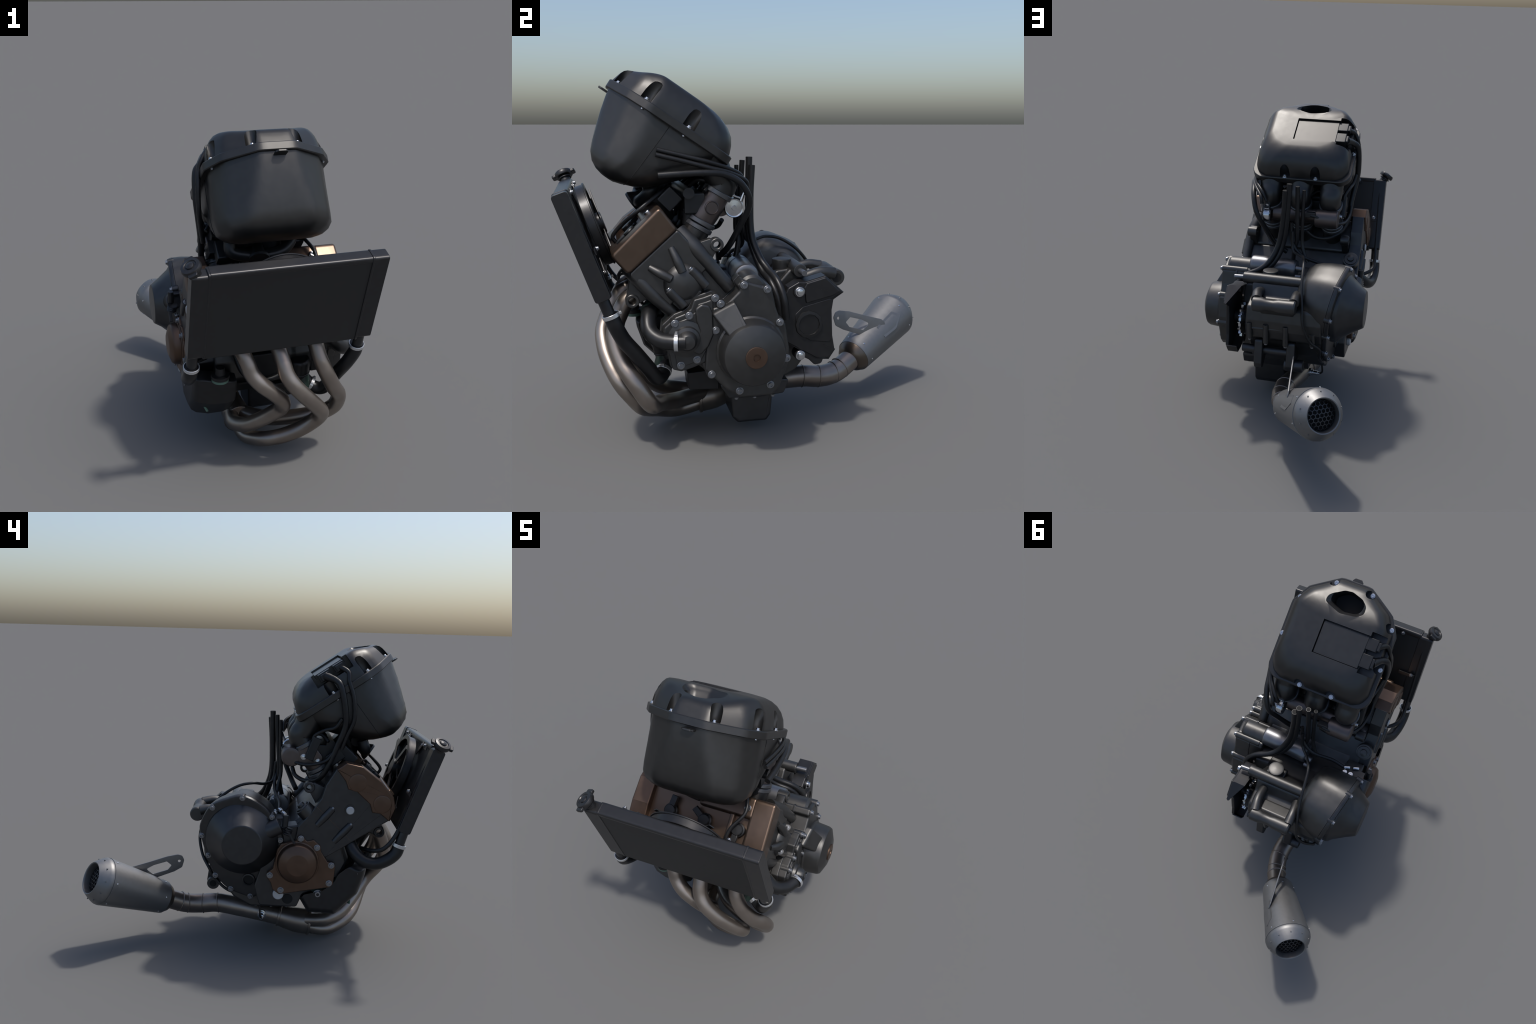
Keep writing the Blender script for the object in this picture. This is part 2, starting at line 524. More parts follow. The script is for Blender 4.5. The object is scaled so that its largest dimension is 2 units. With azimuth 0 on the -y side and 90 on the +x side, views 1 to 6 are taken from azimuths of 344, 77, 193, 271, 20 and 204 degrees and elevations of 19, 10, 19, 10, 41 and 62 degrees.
# outlets and clips
def clip(name, o, axis, r, parent, width=0.018):
    c = ring(name, o, axis, r, r + 0.004, width, CLAMP, parent, 16, 0.001)
    e1, e2, a = basis(axis)
    box("clip_screw", V(o) + e2 * (r + 0.007), e1, e2, a, 0.022, 0.010, 0.012, CLAMP, parent, 0.002)
    return c
cyl("radiator_outlet", (0.360, -0.775, 0.765), (0.361, -0.742, 0.675), 0.026, RADFRAME, radiator)
cyl("radiator_outlet", (-0.468, -0.775, 0.765), (-0.470, -0.750, 0.680), 0.026, RADFRAME, radiator)
# fan: shroud ring, hub, blades and straps behind the core
fc = RA(-0.045, RL * 0.46, -0.100)
fan = ring("fan_shroud", fc, RN, 0.188, 0.200, 0.045, RADFRAME, radiator, 48)
ring("fan_shroud_rim", fc - RN * 0.020, RN, 0.180, 0.206, 0.008, RADFRAME, radiator, 48)
cyl("fan_motor", fc - RN * 0.045, fc + RN * 0.02, 0.052, RADFRAME, radiator)
for i in range(7):
    t = 2 * math.pi * i / 7
    e1, e2, a = basis(RN)
    d = e1 * math.cos(t) + e2 * math.sin(t)
    s = a.cross(d)
    tilt = (s * 0.85 + a * 0.5).normalized()
    box("fan_blade", fc + d * 0.12, d, tilt, d.cross(tilt), 0.135, 0.075, 0.005, RADFRAME, radiator, 0.001)
for i in range(4):
    t = math.pi / 4 + math.pi / 2 * i
    e1, e2, a = basis(RN)
    d = e1 * math.cos(t) + e2 * math.sin(t)
    box("fan_strap", fc + d * 0.125 - RN * 0.036, d, a.cross(d), a, 0.17, 0.028, 0.006, RADFRAME, radiator, 0.001)
    box("fan_foot", fc + d * 0.245 + RN * 0.030, d, a.cross(d), a, 0.09, 0.030, 0.006, RADFRAME, radiator, 0.001)
    bolt(fc + d * 0.275 + RN * 0.033, -RN, 0.008, radiator, STEEL_ME)
for p in ((-0.314, -0.887, 1.212), (0.225, -0.887, 1.212), (-0.44, -0.789, 0.98), (0.35, -0.789, 0.98)):
    bolt(p, -RN, 0.008, radiator, BOLT_ME)
    box("fan_bracket", V(p) + V((0.03 if p[0] < 0 else -0.03, 0.0, -0.012)) + RN * 0.008, (1, 0, 0), RD, -RN, 0.10, 0.022, 0.006, RADFRAME, radiator, 0.001)

# ================================================================== CYLINDER HEAD / BLOCK
vc_poly = [(-0.735, 0.938), (-0.515, 1.150), (-0.440, 1.046), (-0.660, 0.850)]
head = plate("cylinder_head", [(-0.660, 0.852), (-0.440, 1.048), (-0.372, 0.972), (-0.300, 0.874), (-0.488, 0.692), (-0.556, 0.728)], -0.36, 0.316, CASE, root, 0.010, 0.02)
block = plate("cylinder_block", [(-0.492, 0.694), (-0.300, 0.876), (-0.222, 0.786), (-0.16, 0.72), (-0.36, 0.58), (-0.452, 0.668)], -0.36, 0.302, CASE, root, 0.006, 0.015)
low = [(-0.705, 0.903), (-0.522, 1.080), (-0.440, 1.047), (-0.659, 0.851)]
valve_cover = plate("valve_cover", low, -0.37, 0.300, BRONZE, root, 0.010, 0.02)
plate("valve_cover_pad", vc_poly, 0.205, 0.322, BRONZE, valve_cover, 0.014, 0.022)
plate("valve_cover_pad", [(-0.595, 1.074), (-0.515, 1.150), (-0.44, 1.046), (-0.52, 0.98)], -0.07, 0.22, BRONZE, valve_cover, 0.014, 0.018)
plate("valve_cover_pad", [(-0.735, 0.938), (-0.700, 0.972), (-0.63, 0.90), (-0.66, 0.85)], -0.36, 0.22, BRONZE, valve_cover, 0.012, 0.014)
plate("valve_cover_pad", [(-0.722, 0.935), (-0.56, 1.09), (-0.45, 1.05), (-0.66, 0.85)], 0.10, 0.125, BRONZE, valve_cover, 0.008, 0.018)
# chain tunnel side with bronze end cap
tun = [(-0.402, 1.085), (-0.349, 0.996), (-0.326, 0.92), (-0.266, 0.831), (-0.200, 0.755), (-0.190, 0.68), (-0.25, 0.58), (-0.361, 0.587), (-0.464, 0.652), (-0.608, 0.75), (-0.704, 0.809),
       (-0.680, 0.862), (-0.63, 0.885), (-0.612, 0.918), (-0.535, 0.990), (-0.49, 1.0), (-0.474, 1.040), (-0.425, 1.085)]
tunnel = plate("chain_tunnel", tun, -0.345, -0.420, CASE_DARK, root, 0.006, 0.004)
end = [(-0.402, 1.083), (-0.453, 1.120), (-0.542, 1.102), (-0.645, 1.024), (-0.716, 0.940), (-0.730, 0.878), (-0.700, 0.802), (-0.648, 0.845), (-0.603, 0.850), (-0.589, 0.897), (-0.513, 0.966), (-0.468, 0.975), (-0.452, 1.020)]
plate("valve_cover_end", end, -0.335, -0.431, BRONZE_DARK, valve_cover, 0.007, 0.006)
for c in ((-0.517, 1.015), (-0.655, 0.900)):
    lathe("cam_end_cap", [(0.050, 0), (0.049, 0.006), (0.042, 0.009), (0, 0.0095)], (-0.428, c[0], c[1]), (-1, 0, 0), BRONZE_DARK, valve_cover)
lathe("tunnel_plug", [(0.030, 0), (0.030, 0.006), (0.024, 0.006), (0.0235, 0.010), (0.021, 0.013), (0, 0.014)], (-0.418, -0.483, 0.859), (-1, 0, 0), CASE_DARK, tunnel)
lathe("tunnel_plug_cap", [(0.0225, 0), (0.0225, 0.012), (0.018, 0.017), (0, 0.017)], (-0.418, -0.483, 0.859), (-1, 0, 0), WHITE, tunnel)
for p, q in (((-0.388, 0.864), (-0.306, 0.768)), ((-0.490, 0.776), (-0.402, 0.678))):
    a, b = V((-0.418, p[0], p[1])), V((-0.418, q[0], q[1]))
    tube("tunnel_boss", [a, a.lerp(b, 0.5), b], [0.020, 0.022, 0.016], CASE_DARK, tunnel, per=3)
    bolt(a, a - b, 0.009, tunnel)
tube("gasket_line", [(-0.4215, -0.300, 0.874), (-0.4215, -0.41, 0.77), (-0.4215, -0.49, 0.69)], 0.0012, BRONZE, tunnel, seg=6)
# ignition coils on the cover
cov_n = V((0, -0.695, 0.719)); cov_t = V((0, 0.719, 0.695))
for x, lead in ((-0.213, V((0.10, 0.9, 0))), (-0.023, V((-0.75, 0.55, 0))), (0.160, V((-0.1, -1, 0)))):
    o = V((x, -0.622, 1.002))
    lathe("ignition_coil", [(0.036, -0.03), (0.036, 0.016), (0.030, 0.020), (0.030, 0.034), (0.026, 0.039), (0, 0.040)], o, cov_n, COIL, valve_cover, 28)
    d = (V((1, 0, 0)) * lead.x + cov_t * lead.y).normalized()
    box("coil_connector", o + d * 0.052 + cov_n * 0.022, d, cov_n.cross(d), cov_n, 0.055, 0.032, 0.026, COIL, valve_cover, 0.004)
for p in ((0.185, -0.553, 1.103),):
    bolt(p, cov_n, 0.017, valve_cover, STEEL_ME)
# coil wire arching across
tube("coil_wire", [(0.12, -0.70, 0.965), (0.125, -0.715, 1.0), (0.14, -0.67, 1.055), (0.19, -0.60, 1.12), (0.16, -0.52, 1.18), (0.1, -0.45, 1.22)], 0.0095, RUBBER, valve_cover)
# head details, plain side
def lug(name, plate_poly, hole_c, r, x0, x1, parent, mat):
    pl = plate(name, plate_poly, x0, x1, mat, parent, 0.004, 0.012)
    bm = bmesh.new()
    add_lathe(bm, [(r * 0.54, -0.05), (r * 0.54, 0.05)], ((x0 + x1) / 2, hole_c[0], hole_c[1]), (1, 0, 0), 24)
    boolean_cut(pl, finish(bm, "cutter", None, root, weighted=False))
    ring("mount_eye", ((x0 + x1) / 2, hole_c[0], hole_c[1]), (1, 0, 0), r * 0.52, r, abs(x1 - x0) + 0.014, mat, parent, 24, 0.003)
lug("mount_lug", [(-0.372, 0.972), (-0.290, 0.996), (-0.262, 0.985), (-0.250, 0.962), (-0.300, 0.872), (-0.36, 0.9)], (-0.261, 0.967), 0.031, 0.245, 0.290, head, CASE)
lug("mount_lug", [(-0.650, 0.84), (-0.668, 0.74), (-0.655, 0.70), (-0.63, 0.70), (-0.55, 0.74), (-0.56, 0.82)], (-0.643, 0.722), 0.031, 0.225, 0.268, head, CASE)
lug("mount_lug", [(-0.36, 0.96), (-0.290, 0.99), (-0.262, 0.985), (-0.250, 0.962), (-0.300, 0.872), (-0.36, 0.9)], (-0.261, 0.964), 0.031, -0.345, -0.305, head, CASE_DARK)
lug("mount_lug", [(-0.640, 0.80), (-0.685, 0.74), (-0.68, 0.70), (-0.65, 0.69), (-0.56, 0.74), (-0.56, 0.80)], (-0.660, 0.718), 0.031, -0.335, -0.290, head, CASE_DARK)
for p, q in (((0.338, -0.386, 0.868), (0.338, -0.318, 0.790)), ((0.338, -0.484, 0.780), (0.338, -0.418, 0.703))):
    a, b = V(p), V(q)
    cyl("stud_boss", a, b, 0.021, CASE, head)
    bolt(a, a - b, 0.011, head)
lathe("head_bulge", [(0.098, -0.02), (0.092, 0.010), (0.075, 0.030), (0.050, 0.040), (0.0, 0.043)], (0.312, -0.415, 0.800), (1, 0, 0), CASE, head, 40)
plate("head_cover", [(-0.400, 0.815), (-0.335, 0.765), (-0.41, 0.695), (-0.470, 0.755)], 0.26, 0.345, CASE, head, 0.008, 0.01)
tube("head_rib", [(0.312, -0.47, 0.965), (0.334, -0.445, 0.91), (0.340, -0.425, 0.86)], [0.016, 0.021, 0.021], CASE, head, per=4)
tube("head_rib", [(0.310, -0.565, 0.88), (0.333, -0.52, 0.855), (0.340, -0.475, 0.83)], [0.016, 0.021, 0.021], CASE, head, per=4)
tube("head_rib", [(0.250, -0.43, 1.03), (0.288, -0.36, 0.955), (0.300, -0.29, 0.87), (0.300, -0.205, 0.765)], [0.040, 0.038, 0.031, 0.029], CASE, head, per=4)
tube("head_rib", [(0.255, -0.66, 0.88), (0.284, -0.605, 0.815), (0.294, -0.54, 0.74), (0.290, -0.45, 0.655)], [0.036, 0.036, 0.033, 0.030], CASE, head, per=4)
tube("head_rib", [(0.318, -0.35, 0.81), (0.318, -0.43, 0.735)], 0.016, CASE, head, per=4)

# ================================================================== CRANKCASE
case_poly = [(-0.46, 0.66), (-0.36, 0.70), (-0.22, 0.785), (-0.16, 0.74), (-0.04, 0.735), (0.06, 0.745), (0.11, 0.80), (0.145, 0.83), (0.19, 0.79), (0.22, 0.73), (0.314, 0.70), (0.327, 0.62), (0.318, 0.56), (0.293, 0.50), (0.248, 0.47), (0.21, 0.38),
             (0.15, 0.30), (0.05, 0.245), (-0.19, 0.245), (-0.24, 0.30), (-0.36, 0.40), (-0.48, 0.44), (-0.50, 0.55)]
crankcase = plate("crankcase", case_poly, -0.30, 0.145, CASE, root, 0.012, 0.03)
plate("crankcase_front", [(-0.46, 0.66), (-0.36, 0.70), (-0.22, 0.785), (-0.16, 0.74), (-0.04, 0.735), (0.03, 0.73), (0.07, 0.62), (0.07, 0.40), (0.04, 0.26), (-0.19, 0.245), (-0.24, 0.30), (-0.36, 0.40), (-0.48, 0.44), (-0.50, 0.55)], 0.10, 0.235, CASE, crankcase, 0.01, 0.03)
lathe("output_shaft_housing", [(0.13, -0.06), (0.125, 0.012), (0.11, 0.02), (0.05, 0.022), (0.04, 0.05), (0.03, 0.11), (0, 0.11)], (0.135, 0.185, 0.575), (1, 0, 0), CASE_DARK, crankcase)
plate("crankcase_wall", [(-0.44, 0.66), (-0.2, 0.76), (-0.05, 0.74), (-0.03, 0.60), (0.03, 0.40), (0.0, 0.29), (-0.21, 0.285), (-0.24, 0.36), (-0.42, 0.44), (-0.47, 0.55)], -0.29, -0.40, CASE_DARK, crankcase, 0.008, 0.02)
# sump
plate("oil_sump", [(-0.185, 0.27), (0.04, 0.27), (0.03, 0.19), (0.020, 0.085), (-0.002, 0.056), (-0.145, 0.056), (-0.172, 0.085), (-0.180, 0.19)], -0.035, 0.165, CASE_DARK, crankcase, 0.014, 0.015)
plate("sump_rail", [(-0.25, 0.285), (0.10, 0.285), (0.07, 0.215), (-0.05, 0.205), (-0.20, 0.21)], -0.19, 0.225, CASE_DARK, crankcase, 0.006, 0.015)
for y in (-0.16, -0.07, 0.02):
    bolt((0.20, y, 0.203), (0, 0, -1), 0.009, crankcase)
    bolt((-0.17, y, 0.208), (0, 0, -1), 0.009, crankcase)
bolt((0.07, -0.07, 0.056), (0, 0, -1), 0.012, crankcase)
# cross tube, pin, breather cap and mount bridge on the gearbox
cyl("cross_tube", (0.205, 0.155, 0.812), (-0.16, 0.155, 0.812), 0.033, CASE, crankcase, 0.006)
cyl("shift_shaft", (0.20, 0.155, 0.812), (0.262, 0.159, 0.811), 0.014, STARTER, crankcase, 0.002)
lathe("breather_cap", [(0.040, -0.10), (0.046, -0.02), (0.047, -0.004), (0.045, 0.0), (0.035, 0.003), (0, 0.004)], (0.057, 0.098, 0.850), (0, 0, 1), CASE, crankcase)
plate("breather_housing", [(0.04, 0.775), (0.06, 0.80), (0.14, 0.81), (0.16, 0.80), (0.12, 0.74), (0.05, 0.74)], 0.0, 0.115, CASE, crankcase, 0.01, 0.02)
tube("mount_bridge", [(0.087, 0.205, 0.755), (0.085, 0.29, 0.778), (0.070, 0.365, 0.765)], [0.026, 0.027, 0.032], CASE, crankcase, per=5)
tube("mount_bridge", [(-0.131, 0.21, 0.758), (-0.140, 0.29, 0.778), (-0.143, 0.360, 0.765)], [0.026, 0.025, 0.030], CASE, crankcase, per=5)
lathe("mount_bridge", [(0.036, 0), (0.042, 0.006), (0.042, 0.05), (0.034, 0.075), (0.032, 0.12), (0.040, 0.15), (0.042, 0.24), (0.036, 0.248)], (0.088, 0.378, 0.745), (-1, 0, 0), CASE, crankcase)
cyl("mount_bore", (0.0895, 0.378, 0.745), (0.06, 0.378, 0.745), 0.024, HOLE, crankcase, 0.001)
plate("mount_web", [(0.25, 0.735), (0.33, 0.752), (0.365, 0.725), (0.34, 0.695), (0.29, 0.62), (0.25, 0.62)], -0.14, 0.06, CASE, crankcase, 0.01, 0.02)
# lower rear lugs with spacer tubes
for x0, x1 in ((0.048, 0.096), (-0.146, -0.096)):
    plate("rear_lug", [(0.20, 0.49), (0.295, 0.485), (0.315, 0.34), (0.30, 0.305), (0.265, 0.30), (0.235, 0.33), (0.18, 0.36)], x0, x1, CASE_DARK, crankcase, 0.006, 0.02)
cyl("spacer_tube", (0.180, 0.255, 0.405), (-0.10, 0.255, 0.405), 0.024, CASE_DARK, crankcase)
cyl("rear_eye", (-0.085, 0.275, 0.338), (-0.195, 0.275, 0.338), 0.036, CASE_DARK, crankcase)
cyl("mount_bore", (-0.17, 0.275, 0.338), (-0.1965, 0.275, 0.338), 0.020, HOLE, crankcase, 0.001)
for x, z0, z1, y in ((0.122, 0.60, 0.498, 0.320), (0.024, 0.60, 0.478, 0.322), (-0.092, 0.60, 0.472, 0.318), (-0.248, 0.57, 0.488, 0.310)):
    cyl("case_stud_boss", (x, y, z0), (x, y - 0.01, z1), 0.017, CASE, crankcase)
    bolt((x, y - 0.01, z1), (0, 0, -1), 0.010, crankcase)
tube("case_seam_rib", [(0.12, 0.314, 0.566), (-0.25, 0.306, 0.572)], 0.010, CASE, crankcase, per=2)
# starter motor
lathe("starter_motor", [(0.040, -0.01), (0.056, 0.0), (0.060, 0.012), (0.060, 0.10), (0.058, 0.104), (0.058, 0.20), (0.060, 0.204), (0.060, 0.27), (0.054, 0.285), (0.03, 0.29)], (0.225, -0.112, 0.800), (-1, 0.04, 0), STARTER, crankcase)
cyl("starter_terminal", (-0.062, -0.065, 0.82), (-0.105, -0.06, 0.82), 0.018, STARTER, crankcase)
cyl("starter_terminal", (-0.062, -0.04, 0.775), (-0.10, -0.04, 0.775), 0.014, STARTER, crankcase)

# ---- alternator side
side_poly = [(-0.30, 0.70), (-0.235, 0.72), (-0.178, 0.775), (-0.19, 0.80), (-0.165, 0.825), (-0.135, 0.81), (-0.075, 0.79), (-0.045, 0.79), (-0.028, 0.765), (-0.012, 0.69), (0.005, 0.64), (0.033, 0.61), (0.052, 0.49), (0.046, 0.42),
             (0.006, 0.312), (-0.03, 0.275), (-0.174, 0.275), (-0.24, 0.315), (-0.295, 0.375), (-0.34, 0.42), (-0.33, 0.55)]
alternator = plate("alternator_cover", side_poly, 0.215, 0.400, CASE, root, 0.012, 0.012)
plate("alternator_gasket", inset(ccw(side_poly), -0.004), 0.300, 0.312, CASE_DARK, alternator, 0.002, 0.012)
AC = (-0.130, 0.500)
lathe("alternator_dome", [(0.160, -0.02), (0.158, 0.012), (0.150, 0.020), (0.143, 0.09), (0.136, 0.104), (0.085, 0.126), (0.0, 0.127)], (0.395, AC[0], AC[1]), (1, 0, 0), CASE, alternator, 56)
lathe("alternator_plug", [(0.049, -0.01), (0.049, 0.008), (0.046, 0.010), (0.0165, 0.010), (0.0155, 0.004), (0, 0.0035)], (0.520, AC[0] + 0.0, AC[1]), (1, 0, 0), BRONZE_DARK, alternator, 40)
cyl("plug_socket", (0.522, AC[0], AC[1]), (0.5245, AC[0], AC[1]), 0.0155, BRONZE_DARK, alternator, 0.0005, 6)
sc = round_poly([(-0.308, 0.678), (-0.206, 0.735), (-0.158, 0.625), (-0.150, 0.575), (-0.225, 0.565)], 0.012)
def scoop_x(y, z):
    return 0.466 + 0.40 * (y + 0.2) - 0.37 * (z - 0.65)
secs = [[V((0.375, y, z)) for y, z in sc]]
for ins, d in ((0, -0.012), (0.003, -0.004), (0.010, 0.0)):
    secs.append([V((scoop_x(y, z) + d, y, z)) for y, z in (inset(sc, ins) if ins else sc)])
loft("cable_scoop", secs, CASE, alternator)
side_bolts = [(-0.159, 0.799), (-0.053, 0.775), (0.005, 0.619), (0.038, 0.448), (-0.309, 0.398), (-0.182, 0.310), (-0.039, 0.328), (-0.265, 0.719), (-0.288, 0.600)]
for y, z in side_bolts:
    cyl("bolt_boss", (0.24, y, z), (0.402, y, z), 0.021, CASE, alternator, 0.003)
    bolt((0.402, y, z), (1, 0, 0), 0.0125, alternator)
lathe("starter_gear_bulge", [(0.062, -0.08), (0.062, 0.06), (0.05, 0.075), (0, 0.08)], (0.30, -0.115, 0.775), (1, 0, 0), CASE, alternator)
# water pump cover
pump_poly = [(-0.481, 0.427), (-0.443, 0.416), (-0.392, 0.429), (-0.335, 0.45), (-0.30, 0.52), (-0.275, 0.60), (-0.275, 0.735), (-0.297, 0.765), (-0.336, 0.752), (-0.382, 0.741), (-0.396, 0.701), (-0.421, 0.681), (-0.464, 0.666), (-0.515, 0.622), (-0.522, 0.566), (-0.496, 0.508)]
pump = plate("water_pump_cover", pump_poly, 0.22, 0.388, CASE, root, 0.008, 0.014)
plate("water_pump_rim", inset(ccw(pump_poly), -0.006), 0.30, 0.345, CASE, pump, 0.006, 0.014)
plate("water_pump_face", inset(ccw(pump_poly), 0.022), 0.38, 0.394, CASE, pump, 0.006, 0.014)
plate("pump_channel", [(-0.38, 0.705), (-0.35, 0.725), (-0.315, 0.715), (-0.300, 0.68), (-0.298, 0.58), (-0.32, 0.53), (-0.36, 0.49), (-0.40, 0.51), (-0.36, 0.60), (-0.375, 0.65)], 0.38, 0.408, CASE, pump, 0.010, 0.02)
lathe("pump_housing", [(0.085, -0.01), (0.083, 0.012), (0.062, 0.018), (0.058, 0.034), (0.045, 0.040), (0.040, 0.062), (0.030, 0.074), (0, 0.078)], (0.388, -0.420, 0.568), (1, 0, 0), CASE, pump, 48)
for y, z in ((-0.404, 0.672), (-0.468, 0.640), (-0.288, 0.745), (-0.373, 0.469), (-0.445, 0.447)):
    cyl("bolt_boss", (0.30, y, z), (0.394, y, z), 0.020, CASE, pump, 0.003)
    bolt((0.394, y, z), (1, 0, 0), 0.0125, pump)
# sprocket cover
spr_poly = [(0.055, 0.70), (0.080, 0.745), (0.130, 0.772), (0.165, 0.770), (0.262, 0.795), (0.355, 0.712), (0.303, 0.678), (0.295, 0.626), (0.300, 0.501), (0.312, 0.434), (0.282, 0.390), (0.221, 0.395), (0.06, 0.49), (0.042, 0.558), (0.070, 0.625), (0.075, 0.674)]
sprocket_cover = plate("sprocket_cover", spr_poly, 0.250, 0.270, COVER_BLACK, root, 0.006, 0.006)
def strip(name, pts, x0, x1, t, mat, parent):
    """wall band following an outline between two x stations"""
    bm = bmesh.new()
    secs = []
    for i, (y, z) in enumerate(pts):
        a = V(pts[max(0, i - 1)]); b = V(pts[min(len(pts) - 1, i + 1)])
        d = (b - a).normalized(); n = V((-d.y, d.x)) * t
        xa = x0[i] if isinstance(x0, (list, tuple)) else x0
        secs.append([V((xa, y, z)), V((x1, y, z)), V((x1, y + n.x, z + n.y)), V((xa, y + n.x, z + n.y))])
    add_loft(bm, secs)
    return finish(bm, name, mat, parent)
strip("sprocket_cover_wall", [(0.355, 0.712), (0.262, 0.797), (0.165, 0.772), (0.130, 0.774), (0.080, 0.747)], [0.255, 0.188, 0.185, 0.195, 0.20], 0.262, 0.006, COVER_BLACK, sprocket_cover)
strip("sprocket_cover_wall", [(0.065, 0.492), (0.221, 0.393), (0.282, 0.388), (0.312, 0.434)], 0.20, 0.262, -0.006, COVER_BLACK, sprocket_cover)
plate("sprocket_cover_face", [(0.110, 0.615), (0.15, 0.652), (0.298, 0.69), (0.292, 0.62), (0.297, 0.50), (0.29, 0.47), (0.189, 0.483), (0.119, 0.528)], 0.264, 0.273, COVER_BLACK, sprocket_cover, 0.004, 0.02)
plate("sprocket_cover_ridge", [(0.155, 0.745), (0.168, 0.766), (0.260, 0.790), (0.335, 0.718), (0.295, 0.698), (0.165, 0.668)], 0.255, 0.278, COVER_BLACK, sprocket_cover, 0.006, 0.008)
lathe("sprocket_cover_boss", [(0.068, 0), (0.066, 0.008), (0.052, 0.010), (0.050, 0.004), (0, 0.004)], (0.272, 0.180, 0.565), (1, 0, 0), COVER_BLACK, sprocket_cover, 12)
cyl("cover_bolt_seat", (0.22, 0.132, 0.727), (0.281, 0.132, 0.727), 0.030, COVER_BLACK, sprocket_cover)
bolt((0.281, 0.132, 0.727), (1, 0, 0), 0.0165, sprocket_cover, DOME_ME)
cyl("cover_bolt_seat", (0.20, 0.140, 0.413), (0.268, 0.140, 0.413), 0.026, COVER_BLACK, sprocket_cover)
bolt((0.268, 0.140, 0.413), (1, 0, 0), 0.0165, sprocket_cover, DOME_ME)
# toothed sprocket
bm = bmesh.new()
teeth = 16
pts = []
for i in range(teeth):
    for k, r in ((0.0, 0.088), (0.25, 0.088), (0.42, 0.104), (0.58, 0.104), (0.75, 0.088)):
        t = 2 * math.pi * (i + k) / teeth
        pts.append((0.188 + r * math.cos(t), 0.555 + r * math.sin(t)))
add_loft(bm, [[V((x, y, z)) for y, z in pts] for x in (0.188, 0.202)])
finish(bm, "sprocket", STEEL, root, 20)

# ---- clutch side (cover plane leans)
CN = V((-1, 0.15, -0.16)).normalized()
def cpl(y, z, h=0.0):
    """point on the leaning clutch gasket plane, h outwards"""
    x = -0.405 + 0.15 * (y + 0.063) - 0.16 * (z - 0.812)
    return V((x, y, z)) + CN * h
cl_poly = [(0.097, 0.925), (-0.011, 0.875), (-0.075, 0.80), (-0.125, 0.70), (-0.125, 0.655), (-0.088, 0.60), (-0.050, 0.525), (-0.045, 0.402), (0.004, 0.335), (0.049, 0.312), (0.17, 0.350), (0.245, 0.425), (0.300, 0.541), (0.340, 0.686), (0.335, 0.757), (0.282, 0.854), (0.190, 0.903)]
def closed_spline(p, per=5):
    k = len(p)
    q = [V((x, y, 0)) for x, y in p]
    sp = spline([q[-1]] + q + [q[0], q[1]], per)
    return [(v.x, v.y) for v in sp[per:per + per * k]]
cl = ccw(closed_spline(cl_poly))
def clutch_secs(levels, c=(0.10, 0.66)):
    out = []
    for h, ins, s in levels:
        q = inset(cl, ins) if ins else cl
        out.append([cpl(c[0] + (y - c[0]) * s, c[1] + (z - c[1]) * s, h) for y, z in q])
    return out
clutch = loft("clutch_cover", clutch_secs([(0.0, 0.0, 1), (0.012, 0, 1), (0.021, 0.005, 1), (0.025, 0.016, 1)]), CASE_DARK, root)
bell = []
for h, s, x_flat in ((-0.002, 1.0, 0), (-0.05, 0.985, 0), (-0.10, 0.95, 0), (-0.15, 0.90, 0), (-0.185, 0.845, 0), (-0.212, 0.76, 0), (-0.225, 0.62, 0)):
    bell.append([cpl(0.10 + (y - 0.10) * s, 0.64 + (z - 0.64) * s, h) for y, z in cl])
loft("bell_housing", bell, CASE, crankcase, angle=50)
dome = []
N = 56
for r, f in ((0.212, -0.02), (0.209, 0.0), (0.204, 0.09), (0.185, 0.20), (0.144, 0.60), (0.111, 0.965), (0.108, 0.99), (0.103, 1.0), (0.001, 1.001)):
    rg = []
    for i in range(N):
        t = 2 * math.pi * i / N
        y, z = 0.100 + r * math.cos(t), 0.670 + r * math.sin(t)
        b0 = cpl(0.100 + 0.208 * math.cos(t), 0.670 + 0.208 * math.sin(t), 0.016).x * 0.5 - 0.197
        x = b0 + (-0.520 - b0) * f
        if f < 0:      # skirt reaching down to the leaning flange
            x = max(x, cpl(y, z, 0.0).x + 0.01)
        rg.append(V((x, y, z)))
    dome.append(rg)
loft("clutch_dome", dome, CASE_DARK, clutch)
cyl("actuator_boss", (-0.43, 0.02, 0.705), (-0.425, -0.105, 0.765), 0.048, CASE_DARK, clutch, 0.008)
cb = [(0.102, 0.912), (0.268, 0.845), (0.328, 0.675), (0.291, 0.556), (0.250, 0.435), (0.161, 0.357), (0.048, 0.321), (-0.032, 0.418), (-0.036, 0.522), (-0.112, 0.680), (-0.063, 0.812)]
for y, z in cb:
    p = cpl(y, z, 0.0245)
    cyl("bolt_boss", p - CN * 0.035, p, 0.018, CASE_DARK, clutch, 0.003)
    bolt(p, CN, 0.0115, clutch)
lathe("oil_window", [(0.040, -0.01), (0.037, 0.010), (0.030, 0.012), (0.028, 0.004), (0, 0.004)], cpl(0.058, 0.428, 0.024), CN, CASE_DARK, clutch)
lathe("oil_window_glass", [(0.0275, 0), (0.0275, 0.005), (0, 0.0055)], cpl(0.058, 0.428, 0.024), CN, HOLE, clutch)
